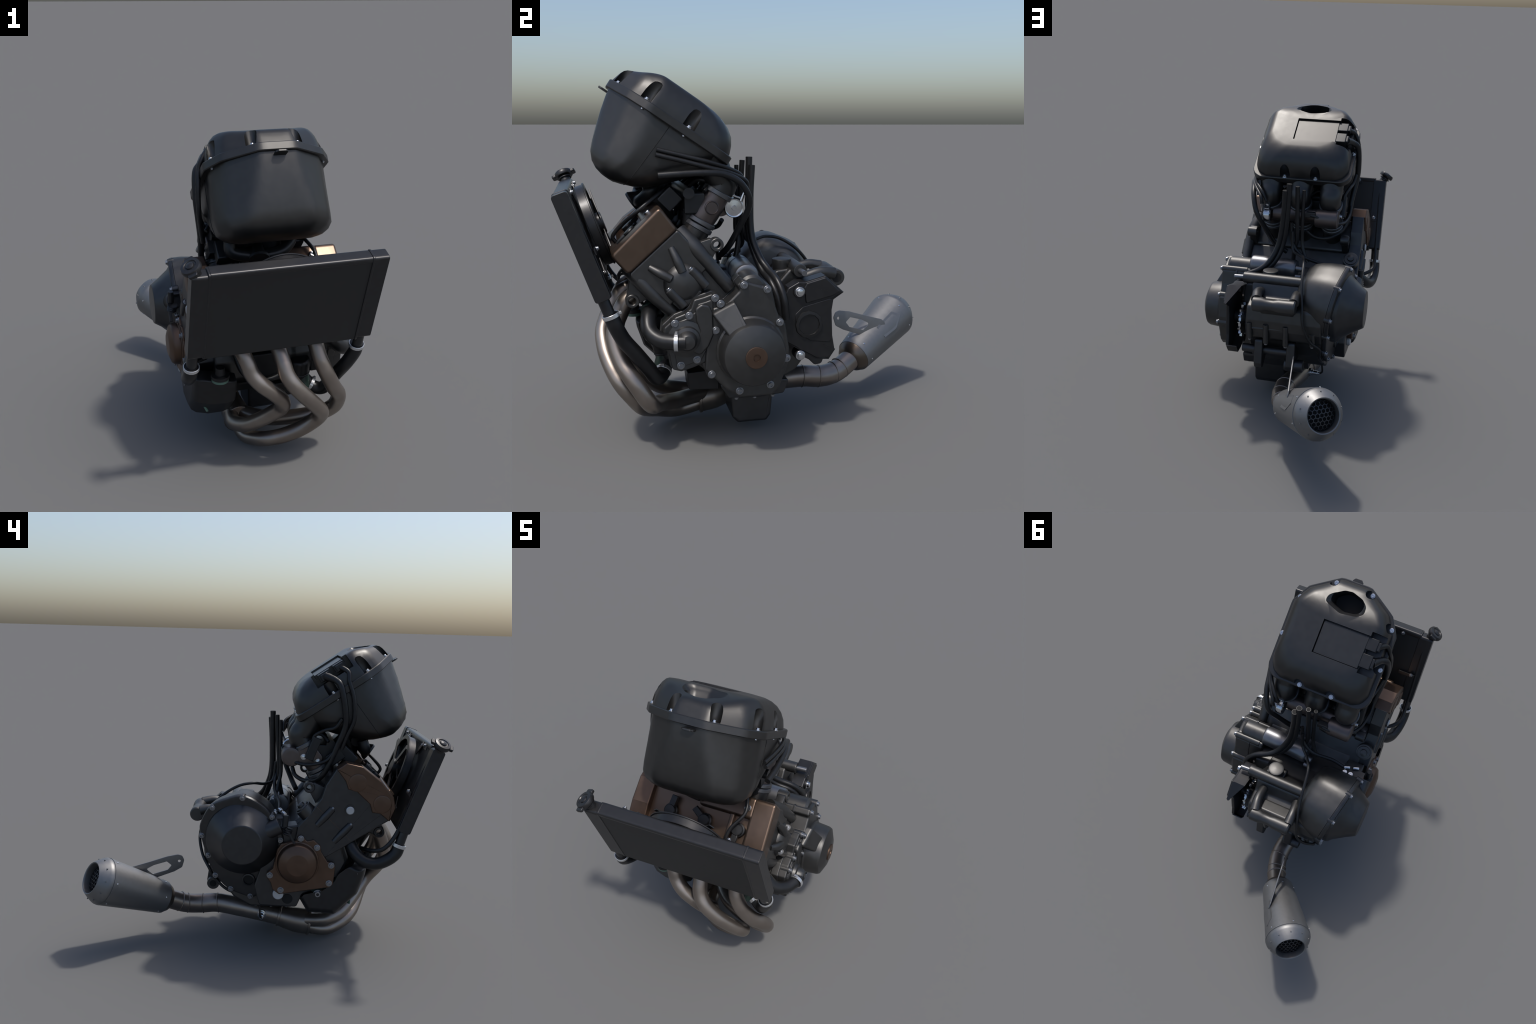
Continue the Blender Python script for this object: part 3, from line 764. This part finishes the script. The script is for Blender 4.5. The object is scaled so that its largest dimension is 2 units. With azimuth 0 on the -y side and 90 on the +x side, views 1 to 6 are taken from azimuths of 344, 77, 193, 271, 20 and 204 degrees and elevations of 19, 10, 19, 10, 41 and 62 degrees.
# bronze ignition cover
br_poly = [(-0.217, 0.712), (-0.236, 0.704), (-0.254, 0.678), (-0.292, 0.688), (-0.331, 0.654), (-0.335, 0.623), (-0.373, 0.563), (-0.405, 0.560), (-0.416, 0.532), (-0.408, 0.435), (-0.388, 0.416), (-0.363, 0.413), (-0.110, 0.368), (-0.072, 0.395), (-0.063, 0.432), (-0.038, 0.465), (-0.040, 0.492), (-0.072, 0.517), (-0.092, 0.627), (-0.112, 0.660), (-0.196, 0.680), (-0.203, 0.706)]
bronze = plate("bronze_side_cover", br_poly, -0.395, -0.430, BRONZE_DARK, root, 0.006, 0.008)
plate("side_cover_base", inset(ccw(br_poly), -0.004), -0.30, -0.397, CASE_DARK, crankcase, 0.002, 0.01)
lathe("bronze_dome", [(0.122, 0), (0.120, 0.004), (0.113, 0.007), (0.109, 0.034), (0.100, 0.046), (0.062, 0.060), (0.057, 0.0615), (0.0, 0.062)], (-0.429, -0.205, 0.556), (-1, 0, 0), BRONZE_DARK, bronze, 48)
for y, z in ((-0.220, 0.693), (-0.311, 0.644), (-0.393, 0.545), (-0.384, 0.442), (-0.118, 0.394), (-0.056, 0.478)):
    bolt((-0.431, y, z), (-1, 0, 0), 0.0125, bronze)
lathe("oil_filler_plug", [(0.030, 0), (0.030, 0.02), (0.026, 0.024), (0, 0.025)], (-0.395, -0.105, 0.363), (-1, 0, 0), WHITE, crankcase)
lathe("side_recess", [(0.030, 0), (0.028, 0.004), (0, 0.004)], (-0.399, -0.158, 0.333), (-1, 0, 0), HOLE, crankcase)
# clutch release arm cluster
rel = V((-0.450, -0.130, 0.792))
cyl("release_shaft", rel + V((0, 0, -0.03)), rel + V((0, -0.005, 0.035)), 0.016, COIL, clutch)
lathe("release_spring", [(0.026 if i % 2 else 0.020, 0.006 * i) for i in range(8)], rel + V((0, -0.01, -0.075)), (0.1, -0.3, 1), COIL, clutch, 20)
box("release_arm", rel + V((-0.012, -0.03, -0.075)), (0, -0.5, -0.85), (1, 0, 0), (0, 0.85, -0.5), 0.10, 0.016, 0.012, COIL, clutch, 0.002)
box("cable_bracket", rel + V((0.07, 0.03, 0.010)), (1, 0, 0), (0, 1, 0), (0, 0, 1), 0.10, 0.05, 0.008, CASE_DARK, clutch, 0.002)
for x in (-0.315, -0.352):
    bolt((x, -0.075, 0.815), (0, 0.3, 1), 0.010, clutch, STEEL_ME)
cyl("cable_ferrule", (-0.298, -0.100, 0.822), (-0.333, -0.113, 0.819), 0.013, STEEL, clutch)
cyl("cable_ferrule", (-0.350, -0.120, 0.817), (-0.385, -0.132, 0.815), 0.011, STEEL, clutch)
tube("clutch_cable", [(-0.30, -0.10, 0.822), (-0.22, -0.10, 0.85), (-0.10, -0.07, 0.90), (-0.03, -0.08, 0.98), (-0.02, -0.09, 1.10)], 0.010, RUBBER, clutch)
# temperature sensor on the back of the block
so, sa = V((-0.370, -0.262, 0.822)), V((-0.05, 0.7, 0.7))
lathe("block_sensor", [(0.050, 0), (0.048, 0.05), (0.040, 0.052), (0.038, 0.060), (0.022, 0.062), (0.020, 0.075), (0.010, 0.078), (0, 0.079)], so, sa, CASE, block)

# ================================================================== EXHAUST
PR = 0.040
p1 = [(-0.220, -0.60, 0.730), (-0.205, -0.665, 0.690), (-0.185, -0.695, 0.635), (-0.166, -0.710, 0.582), (-0.122, -0.726, 0.527), (-0.060, -0.722, 0.470), (-0.012, -0.700, 0.412), (0.008, -0.648, 0.342), (-0.030, -0.595, 0.278), (-0.085, -0.540, 0.216), (-0.140, -0.480, 0.166), (-0.178, -0.405, 0.138), (-0.178, -0.345, 0.126), (-0.165, -0.28, 0.12)]
p2 = [(-0.040, -0.60, 0.735), (-0.030, -0.675, 0.705), (-0.016, -0.725, 0.640), (-0.004, -0.755, 0.579), (0.030, -0.773, 0.522), (0.081, -0.768, 0.461), (0.123, -0.754, 0.413), (0.171, -0.727, 0.356), (0.203, -0.695, 0.305), (0.200, -0.655, 0.250), (0.150, -0.622, 0.192), (0.088, -0.597, 0.150), (0.020, -0.566, 0.115), (-0.045, -0.518, 0.085), (-0.090, -0.450, 0.058), (-0.122, -0.385, 0.050), (-0.135, -0.28, 0.070)]
p3 = [(0.160, -0.60, 0.735), (0.168, -0.665, 0.700), (0.178, -0.703, 0.635), (0.191, -0.718, 0.593), (0.221, -0.723, 0.525), (0.267, -0.698, 0.439), (0.305, -0.662, 0.382), (0.322, -0.625, 0.325), (0.315, -0.590, 0.266), (0.262, -0.562, 0.222), (0.170, -0.525, 0.195), (0.080, -0.470, 0.165), (0.000, -0.410, 0.142), (-0.070, -0.330, 0.130), (-0.100, -0.28, 0.125)]
exhaust = tube("exhaust_header", p2, PR, PIPE, root, 20, 8)
tube("exhaust_header", p1, PR, PIPE, exhaust, 20, 8)
tube("exhaust_header", p3, PR, PIPE, exhaust, 20, 8)
for p in (p1, p2, p3):
    ring("port_flange", V(p[0]).lerp(V(p[1]), 0.25), V(p[1]) - V(p[0]), 0.036, 0.052, 0.014, CASE_DARK, exhaust, 24)
mid = [(-0.130, -0.305, 0.095), (-0.132, -0.22, 0.105), (-0.138, -0.115, 0.132), (-0.132, -0.02, 0.150), (-0.114, 0.11, 0.168), (-0.090, 0.25, 0.181), (-0.088, 0.35, 0.173), (-0.114, 0.445, 0.183), (-0.166, 0.552, 0.230)]
tube("exhaust_collector", mid[:3], [0.077, 0.074, 0.060], MUFF_DARK if False else PIPE, exhaust, 28)
tube("exhaust_mid_pipe", mid[2:], 0.0575, PIPE, exhaust, 28)
def tangent_ring(p, q, f, r, t=0.010):
    p, q = V(p), V(q)
    ring("weld_bead", p.lerp(q, f), q - p, r - 0.004, r + 0.0035, t, PIPE, exhaust, 32)
tangent_ring(mid[0], mid[1], 0.08, 0.078, 0.014)
tangent_ring(mid[2], mid[3], -0.05, 0.061, 0.016)
for i, f in ((5, 0.0), (5, 0.9), (6, 0.85), (7, 0.3)):
    tangent_ring(mid[i], mid[i + 1], f, 0.0575, 0.006)
# lambda sensor
lo = V((-0.190, -0.017, 0.155)); la = V((-1, 0.05, -0.02))
lathe("lambda_sensor", [(0.026, -0.02), (0.026, 0.004), (0.019, 0.006), (0.019, 0.016), (0.014, 0.018), (0.014, 0.045), (0.010, 0.047), (0.010, 0.058), (0, 0.06)], lo, la, STEEL, exhaust, 16)
tube("sensor_wire", [lo + la * 0.055, lo + V((-0.075, 0.01, 0.02)), (-0.262, 0.0, 0.24), (-0.28, 0.04, 0.30)], 0.006, RUBBER, exhaust)
# muffler
m0, m1 = V((-0.168, 0.551, 0.228)), V((-0.436, 0.938, 0.431))
ma = (m1 - m0).normalized(); ML = (m1 - m0).length
lathe("muffler_neck", [(0.060, -0.015), (0.066, -0.01), (0.078, 0.0), (0.094, 0.030), (0.094, 0.04)], m0, ma, MUFF_DARK, exhaust, 40)
muffler = lathe("muffler", [(0.086, 0.030), (0.096, 0.031), (0.097, 0.04), (0.135, ML - 0.085), (0.1355, ML - 0.078), (0.128, ML - 0.076)], m0, ma, MUFF, root, 56)
bm = bmesh.new()
add_lathe(bm, [(0.132, ML - 0.078), (0.134, ML - 0.066), (0.127, ML - 0.050), (0.107, ML - 0.018), (0.091, ML + 0.002), (0.086, ML), (0.083, ML - 0.008), (0.082, ML - 0.05)], m0, ma, 48)
finish(bm, "muffler_end_cap", MUFF, muffler)
lathe("muffler_bore", [(0.0818, ML - 0.056), (0.0818, ML - 0.0485), (0, ML - 0.0485)], m0, ma, HOLE, muffler)
# honeycomb mesh
bm = bmesh.new()
e1, e2, a = basis(ma)
hs = 0.0132
hc0 = m0 + a * (ML - 0.036)
R3 = math.sqrt(3)
for i in range(-9, 10):
    for j in range(-9, 10):
        cx, cy = hs * R3 * (i + 0.5 * (j % 2)), hs * 1.5 * j
        if cx * cx + cy * cy > 0.078 ** 2:
            continue
        rings = []
        for r, h in ((hs, 0.003), (hs * 0.84, 0.003), (hs * 0.84, -0.006), (hs, -0.006)):
            rings.append([hc0 + e1 * (cx + r * math.sin(k * math.pi / 3)) + e2 * (cy + r * math.cos(k * math.pi / 3)) + a * (h + 0.014 - 2.6 * ((cx + r * math.sin(k * math.pi / 3)) ** 2 + (cy + r * math.cos(k * math.pi / 3)) ** 2)) for k in range(6)])
        add_loft(bm, rings, cap=False)
finish(bm, "honeycomb_screen", SCREEN, muffler, 30, False)
for i in range(10):
    t = 2 * math.pi * (i + 0.3) / 10
    d = e1 * math.cos(t) + e2 * math.sin(t)
    sl = (a * -0.62 + d * 0.78).normalized()
    tn = a.cross(d)
    box("end_cap_rib", m0 + a * (ML - 0.040) + d * 0.1125, tn, sl.cross(tn), sl, 0.006, 0.026, 0.008, MUFF, muffler, 0.003)
for h, r in ((0.065, 0.0995), (ML - 0.10, 0.1335)):
    for i in range(6):
        t = 2 * math.pi * (i + 0.2) / 6
        d = e1 * math.cos(t) + e2 * math.sin(t)
        bolt(m0 + a * h + d * (r - 0.002), d, 0.0045, muffler, DOME_ME, "rivet")
# muffler bracket: slotted blade bent onto the can
bh = V((-0.174, 0.478, 0.463))
be = V((-0.218, 0.794, 0.404))
bx = (be - bh).normalized()
bn = V((1, 0.28, 0.10)); bn = (bn - bx * bn.dot(bx)).normalized()
by = bn.cross(bx)
if by.z < 0: by = -by
outer = [(-0.030, 0.0), (-0.022, 0.030), (0.0, 0.042), (0.06, 0.043), (0.16, 0.030), (0.27, 0.018), (0.30, 0.0), (0.285, -0.06), (0.25, -0.115), (0.21, -0.085), (0.13, -0.075), (0.04, -0.060), (-0.010, -0.042)]
slot = [(0.048, -0.018), (0.072, 0.012), (0.15, 0.004), (0.198, -0.012), (0.165, -0.052), (0.075, -0.042)]
br = prism("muffler_bracket", outer, (bh, bx, by, bn), -0.003, 0.003, MUFF, muffler, 0.001, 0.02)
bm = bmesh.new()
add_loft(bm, [[bh + bx * x + by * y + bn * h for x, y in round_poly(slot, 0.008)] for h in (-0.03, 0.03)])
add_lathe(bm, [(0.0085, -0.03), (0.0085, 0.03)], bh, bn, 16)
cut = finish(bm, "cutter", None, root, weighted=False)
boolean_cut(br, cut)
# saddle of the bracket wrapped on the can
sm = []
c0 = be - m0
rd0 = (c0 - ma * c0.dot(ma)).normalized()
rt0 = ma.cross(rd0)
def can_r(h):
    return 0.097 + (0.135 - 0.097) * (h - 0.04) / (ML - 0.125)
for lift in (-0.004, 0.0035):
    q = round_poly([(0.20, -0.30), (0.345, -0.28), (0.375, 0.10), (0.30, 0.42), (0.20, 0.36)], 0.02, 3)
    sm.append([m0 + ma * h + (rd0 * math.cos(t) + rt0 * math.sin(t)) * (can_r(h) + lift) for h, t in q])
loft("bracket_saddle", sm, MUFF, muffler, angle=30, weighted=False)

# ================================================================== COOLANT: hoses, tank, oil filter
hoses = tube("coolant_hose", [(0.361, -0.742, 0.690), (0.360, -0.725, 0.640), (0.335, -0.690, 0.565), (0.315, -0.635, 0.490), (0.290, -0.580, 0.410), (0.265, -0.545, 0.355), (0.225, -0.515, 0.355), (0.180, -0.49, 0.40)], 0.034, RUBBER, root, 18)
clip("hose_clip", (0.361, -0.740, 0.684), (0, 0.34, -0.94), 0.035, hoses)
clip("hose_clip", (0.212, -0.508, 0.368), (-0.8, 0.3, 0.5), 0.035, hoses)
tube("coolant_hose", [(0.440, -0.425, 0.568), (0.425, -0.475, 0.565), (0.390, -0.535, 0.570), (0.345, -0.575, 0.600), (0.290, -0.575, 0.650), (0.22, -0.55, 0.68)], [0.034, 0.035, 0.036, 0.036, 0.036, 0.036], RUBBER, hoses, 18)
clip("hose_clip", (0.434, -0.468, 0.566), (-0.2, -1, 0), 0.036, hoses)
tube("coolant_hose", [(-0.470, -0.752, 0.690), (-0.475, -0.735, 0.640), (-0.474, -0.690, 0.600), (-0.465, -0.630, 0.575), (-0.448, -0.565, 0.585), (-0.415, -0.515, 0.628), (-0.35, -0.485, 0.69)], 0.034, RUBBER, hoses, 18)
clip("hose_clip", (-0.470, -0.750, 0.684), (0, 0.3, -0.95), 0.035, hoses)
tube("overflow_hose", [(-0.46, -0.91, 1.19), (-0.462, -0.865, 1.10), (-0.468, -0.80, 0.92), (-0.472, -0.735, 0.75), (-0.474, -0.675, 0.668), (-0.44, -0.62, 0.640), (-0.36, -0.56, 0.63)], 0.012, RUBBER, hoses)
# oil filter and cooler at the front
lathe("oil_filter", [(0.045, 0), (0.055, 0.01), (0.058, 0.03), (0.058, 0.11), (0.05, 0.125), (0.04, 0.13)], (0.150, -0.475, 0.405), (0, -0.25, 1), COVER_BLACK, root)
ring("oil_filter_rib", (0.150, -0.486, 0.45), (0, -0.25, 1), 0.05, 0.062, 0.008, COVER_BLACK, root)
box("oil_cooler", (-0.04, -0.52, 0.52), (1, 0, 0), (0, 0, 1), (0, 1, 0), 0.22, 0.16, 0.06, COVER_BLACK, root, 0.008, 0.02)
tube("oil_cooler_pipe", [(-0.20, -0.50, 0.60), (-0.16, -0.55, 0.50), (-0.05, -0.56, 0.46), (0.05, -0.55, 0.48)], 0.014, RUBBER, root)
plate("oil_pump_box", [(-0.391, 0.33), (-0.383, 0.245), (-0.237, 0.235), (-0.235, 0.30), (-0.25, 0.34)], 0.02, 0.16, COVER_BLACK, root, 0.006, 0.008)
cyl("green_coupling", (0.17, -0.50, 0.44), (0.17, -0.52, 0.36), 0.034, GREEN_DARK, root)
cyl("green_coupling", (0.20, -0.545, 0.69), (0.25, -0.575, 0.665), 0.038, GREEN_DARK, root)
# expansion tank with guard, -x front
tank_secs = []
tp = [(-0.221, 0.345), (-0.273, 0.258), (-0.424, 0.250), (-0.545, 0.372), (-0.580, 0.480), (-0.586, 0.520), (-0.520, 0.548), (-0.462, 0.500), (-0.442, 0.452), (-0.360, 0.378)]
tp = round_poly(tp, 0.012, 3)
for x, s, dy, dz in ((-0.428, 0.80, 0.02, 0.015), (-0.415, 0.92, 0.006, 0.005), (-0.392, 1.0, 0, 0), (-0.33, 1.0, -0.015, -0.01), (-0.26, 0.94, -0.03, -0.01), (-0.225, 0.86, -0.04, -0.005), (-0.212, 0.78, -0.042, 0)):
    tank_secs.append([V((x, -0.42 + (y + 0.42) * s + dy, 0.39 + (z - 0.39) * s + dz)) for y, z in tp])
tank = loft("tank_guard", tank_secs, COVER_BLACK, root, angle=45)
lathe("coolant_tank", [(0.03, 0), (0.043, 0.004), (0.043, 0.020), (0.03, 0.022)], (-0.300, -0.600, 0.512), (0, -0.1, 1), GREEN, tank)
lathe("tank_cap", [(0.045, 0), (0.047, 0.006), (0.045, 0.018), (0.026, 0.022), (0.022, 0.06), (0, 0.062)], (-0.300, -0.603, 0.531), (0, -0.1, 1), COVER_BLACK, tank)
plate("coolant_tank_strip", [(-0.37, 0.40), (-0.30, 0.375), (-0.27, 0.40), (-0.33, 0.43), (-0.43, 0.48), (-0.45, 0.455)], -0.40, -0.33, GREEN_DARK, tank, 0.004, 0.006)
bolt((-0.416, -0.325, 0.375), (-1, 0, 0), 0.016, tank, BOLT_ME)
bolt((-0.416, -0.535, 0.500), (-1, 0, 0), 0.008, tank, BOLT_ME)
box("tank_level_window", (-0.355, -0.508, 0.312), (0.6, 0.3, -0.2), (-0.4, 0, 0.9), (-0.3, -0.9, -0.3), 0.02, 0.032, 0.01, GREEN, tank, 0.002)

# ================================================================== THROTTLE BODIES
intake_a = V((0, 0.52, 0.855)).normalized()
bodies = None
for k, x in enumerate((0.145, -0.043, -0.231)):
    base = V((x, -0.318, 1.045))
    ib = lathe("intake_stub", [(0.062, -0.16), (0.062, -0.06), (0.064, -0.02)], base, intake_a, CASE, head if False else root, 28)
    for h in (-0.012, 0.014):
        ring("rubber_boot_band", base + intake_a * h, intake_a, 0.052, 0.070, 0.022, BAND, ib, 32, 0.003)
    lathe("throttle_body", [(0.058, 0.02), (0.060, 0.03), (0.062, 0.06), (0.064, 0.11), (0.061, 0.165)], base, intake_a, THROTTLE, ib, 32)
    lathe("throttle_cap", [(0.033, -0.03), (0.033, 0.010), (0.029, 0.013), (0.026, 0.010), (0, 0.010)], base + intake_a * 0.095 + V((0.055, 0, 0)), (1, 0, 0), THROTTLE, ib, 28)
    ring("duct_band", base + intake_a * 0.168, intake_a, 0.058, 0.072, 0.024, BAND, ib, 32, 0.003)
    e = base + intake_a * 0.16
    tube("intake_duct", [e, e + intake_a * 0.06, (x, -0.235, 1.285), (x, -0.27, 1.38)], [0.063, 0.066, 0.070, 0.075], PLASTIC, ib, 24)
    cyl("injector", base + intake_a * 0.05 + V((0, -0.075, 0.02)), base + intake_a * 0.15 + V((0, -0.125, 0.02)), 0.02, COIL, ib)
    cyl("injector_base", base + V((0, -0.055, 0.0)), base + intake_a * 0.06 + V((0, -0.08, 0.02)), 0.027, COIL, ib)
    bodies = ib
cyl("airbox_neck", (-0.02, -0.485, 1.09), (-0.02, -0.515, 1.27), 0.062, COIL, bodies)
box("dark_filler_box", (-0.15, -0.470, 1.135), (1, 0, 0), (0, 0.72, 0.695), (0, -0.695, 0.72), 0.26, 0.10, 0.07, COIL, bodies, 0.01)  # dark filler box blocking the view through the gap under the airbox
box("dark_filler_box", (0.10, -0.455, 1.165), (1, 0, 0), (0, 0.72, 0.695), (0, -0.695, 0.72), 0.12, 0.08, 0.09, COIL, bodies, 0.01)
tube("fuel_rail", [(0.22, -0.375, 1.195), (-0.04, -0.375, 1.195), (-0.28, -0.375, 1.195)], 0.026, COIL, bodies)
cyl("throttle_shaft", (0.12, -0.212, 1.120), (-0.26, -0.212, 1.120), 0.046, THROTTLE, bodies)
lathe("throttle_motor", [(0.04, 0), (0.052, 0.006), (0.056, 0.02), (0.056, 0.13), (0.05, 0.14), (0.03, 0.145)], (-0.150, -0.157, 1.122), (-1, 0, 0), THROTTLE, bodies)
plate("throttle_gear_case", [(-0.19, 1.175), (-0.30, 1.17), (-0.34, 1.12), (-0.30, 1.07), (-0.20, 1.075)], -0.245, -0.292, THROTTLE, bodies, 0.008, 0.02)
box("dark_throttle_filler", (-0.043, -0.345, 1.145), (1, 0, 0), (0, 1, 0), (0, 0, 1), 0.46, 0.09, 0.10, COIL, bodies, 0.01)  # near-black filler keeps light from showing between the throttle bodies
box("dark_filler_box", (-0.27, -0.40, 1.13), (1, 0, 0), (0, 0.8, -0.6), (0, 0.6, 0.8), 0.07, 0.09, 0.07, COIL, bodies, 0.008)
for k in range(4):
    x = 0.19 - 0.13 * k
    tube("idle_hose", [(x, -0.30, 1.20), (x - 0.03, -0.27, 1.235), (x - 0.06, -0.32, 1.25), (x - 0.10, -0.36, 1.215)], 0.010, RUBBER, bodies, 10, 5)
for y, z in ((-0.225, 1.125), (-0.305, 1.10)):
    bolt((-0.292, y, z), (-1, 0, 0), 0.012, bodies, DOME_ME)
box("position_sensor", (-0.305, -0.275, 1.175), (0, 0.35, -0.93), (0, 0.93, 0.35), (1, 0, 0), 0.13, 0.05, 0.03, COIL, bodies, 0.006)
box("motor_connector", (-0.13, -0.125, 1.150), (1, 0, 0), (0, 1, 0), (0, 0, 1), 0.06, 0.035, 0.032, COIL, bodies, 0.004)
# air valve horn at the front underside of the airbox
lathe("intake_horn", [(0.05, 0), (0.052, 0.012), (0.030, 0.05), (0.024, 0.10)], (-0.10, -0.615, 1.13), (0.1, 0.7, 0.5), COIL, bodies)
tube("breather_loop", [(-0.23, -0.555, 1.22), (-0.22, -0.575, 1.165), (-0.1, -0.585, 1.140), (0.02, -0.575, 1.150), (0.08, -0.535, 1.20), (0.0, -0.52, 1.215), (-0.15, -0.53, 1.20)], 0.030, RUBBER, bodies)
# clear actuator valve, +x rear
sv = V((0.150, -0.157, 1.118))
lathe("air_valve", [(0.040, -0.035), (0.046, -0.03), (0.046, 0.004), (0.043, 0.008), (0.039, 0.007), (0.037, 0.003), (0.013, 0.005), (0.011, 0.012), (0, 0.012)], sv + V((0.01, 0, 0)), (1, 0, 0), STEEL, bodies)
box("air_valve_bracket", sv + V((0, 0.005, 0.055)), (0, 0.93, -0.36), (1, 0, 0), (0, 0.36, 0.93), 0.06, 0.035, 0.008, STEEL, bodies, 0.002)
cyl("air_valve_spout", sv + V((0, -0.005, 0.05)), sv + V((0, -0.012, 0.105)), 0.012, STEEL, bodies)
cyl("air_valve_spout", sv + V((0.02, 0.03, 0.03)), sv + V((0.02, 0.055, 0.09)), 0.010, STEEL, bodies)

# ================================================================== HOSES AND WIRES
vents = None
for top, mid_pts, r in (
        ((-0.008, -0.049, 1.347), [(0.0, -0.055, 1.15), (0.02, -0.058, 0.98), (0.06, -0.035, 0.87), (0.13, -0.01, 0.80), (0.215, 0.01, 0.765), (0.262, 0.030, 0.70), (0.262, 0.045, 0.60)], 0.0165),
        ((0.014, -0.040, 1.308), [(0.022, -0.05, 1.15), (0.045, -0.050, 0.98), (0.09, -0.02, 0.87), (0.15, 0.01, 0.815), (0.235, 0.035, 0.775), (0.285, 0.055, 0.70), (0.285, 0.065, 0.60)], 0.0165),
        ((-0.053, -0.074, 1.329), [(-0.055, -0.085, 1.15), (-0.055, -0.095, 1.0), (-0.04, -0.10, 0.92), (-0.03, -0.12, 0.83)], 0.0135),
        ((-0.089, -0.096, 1.304), [(-0.085, -0.100, 1.15), (-0.085, -0.105, 1.0), (-0.10, -0.09, 0.92), (-0.13, -0.08, 0.86)], 0.011)):
    h = tube("vent_hose", [top] + mid_pts, r, RUBBER, vents, 14)
    vents = vents or h
    d = (V(top) - V(mid_pts[0])).normalized()
    cyl("hose_mouth", V(top) - d * 0.01, V(top) + d * 0.0008, r * 0.86, HOLE, vents, 0.0003, 14)
# cable over the gearbox round the clutch cover
tube("sensor_cable", [(-0.03, -0.075, 1.05), (-0.04, -0.06, 0.94), (-0.09, -0.01, 0.925), (-0.13, 0.06, 0.935), (-0.150, 0.15, 0.915), (-0.165, 0.25, 0.845), (-0.185, 0.325, 0.74), (-0.20, 0.355, 0.63), (-0.24, 0.335, 0.53), (-0.29, 0.295, 0.47), (-0.285, 0.255, 0.40), (-0.29, 0.18, 0.335), (-0.285, 0.06, 0.30), (-0.25, 0.0, 0.26)], 0.0085, RUBBER, vents)
# +x side: thick hose and two thin ones from the airbox flank
tube("breather_hose", [(0.268, -0.515, 1.281), (0.275, -0.42, 1.287), (0.272, -0.30, 1.290), (0.252, -0.215, 1.280), (0.232, -0.135, 1.235), (0.200, -0.090, 1.145), (0.150, -0.125, 1.035), (0.095, -0.17, 0.93), (0.03, -0.20, 0.875)], 0.0155, RUBBER, vents)
tube("vacuum_hose", [(0.250, -0.517, 1.394), (0.258, -0.40, 1.365), (0.255, -0.28, 1.335), (0.232, -0.20, 1.308), (0.178, -0.127, 1.270), (0.148, -0.115, 1.215)], 0.0105, RUBBER, vents)
tube("vacuum_hose", [(0.258, -0.522, 1.372), (0.266, -0.40, 1.342), (0.262, -0.28, 1.310), (0.236, -0.19, 1.287), (0.180, -0.105, 1.245), (0.17, -0.095, 1.20)], 0.0105, RUBBER, vents)
# -x side: wiring looms from the control unit plugs
tube("wiring_loom", [AB(-0.25, 0.380, 0.118), (-0.325, -0.385, 1.555), (-0.354, -0.413, 1.520), (-0.360, -0.438, 1.405), (-0.352, -0.443, 1.310), (-0.335, -0.402, 1.190), (-0.325, -0.360, 1.080), (-0.29, -0.315, 1.005), (-0.223, -0.250, 0.975), (-0.150, -0.190, 0.990), (-0.10, -0.17, 1.03)], [0.024, 0.018, 0.017, 0.017, 0.017, 0.016, 0.016, 0.014, 0.013, 0.012, 0.012], RUBBER, vents)
tube("wiring_loom", [AB(-0.25, 0.288, 0.118), (-0.325, -0.450, 1.600), (-0.347, -0.455, 1.550), (-0.358, -0.481, 1.462), (-0.358, -0.488, 1.345), (-0.345, -0.455, 1.260), (-0.33, -0.43, 1.18)], [0.016, 0.013, 0.012, 0.012, 0.012, 0.012, 0.012], RUBBER, vents)
tube("wiring_loom", [(-0.352, -0.425, 1.35), (-0.340, -0.39, 1.300), (-0.325, -0.33, 1.280), (-0.305, -0.28, 1.245), (-0.305, -0.275, 1.20)], 0.010, RUBBER, vents)
tube("motor_wire", [(-0.13, -0.11, 1.15), (-0.19, -0.115, 1.135), (-0.27, -0.16, 1.10), (-0.318, -0.24, 1.085), (-0.335, -0.34, 1.11), (-0.335, -0.385, 1.16)], 0.009, RUBBER, vents)
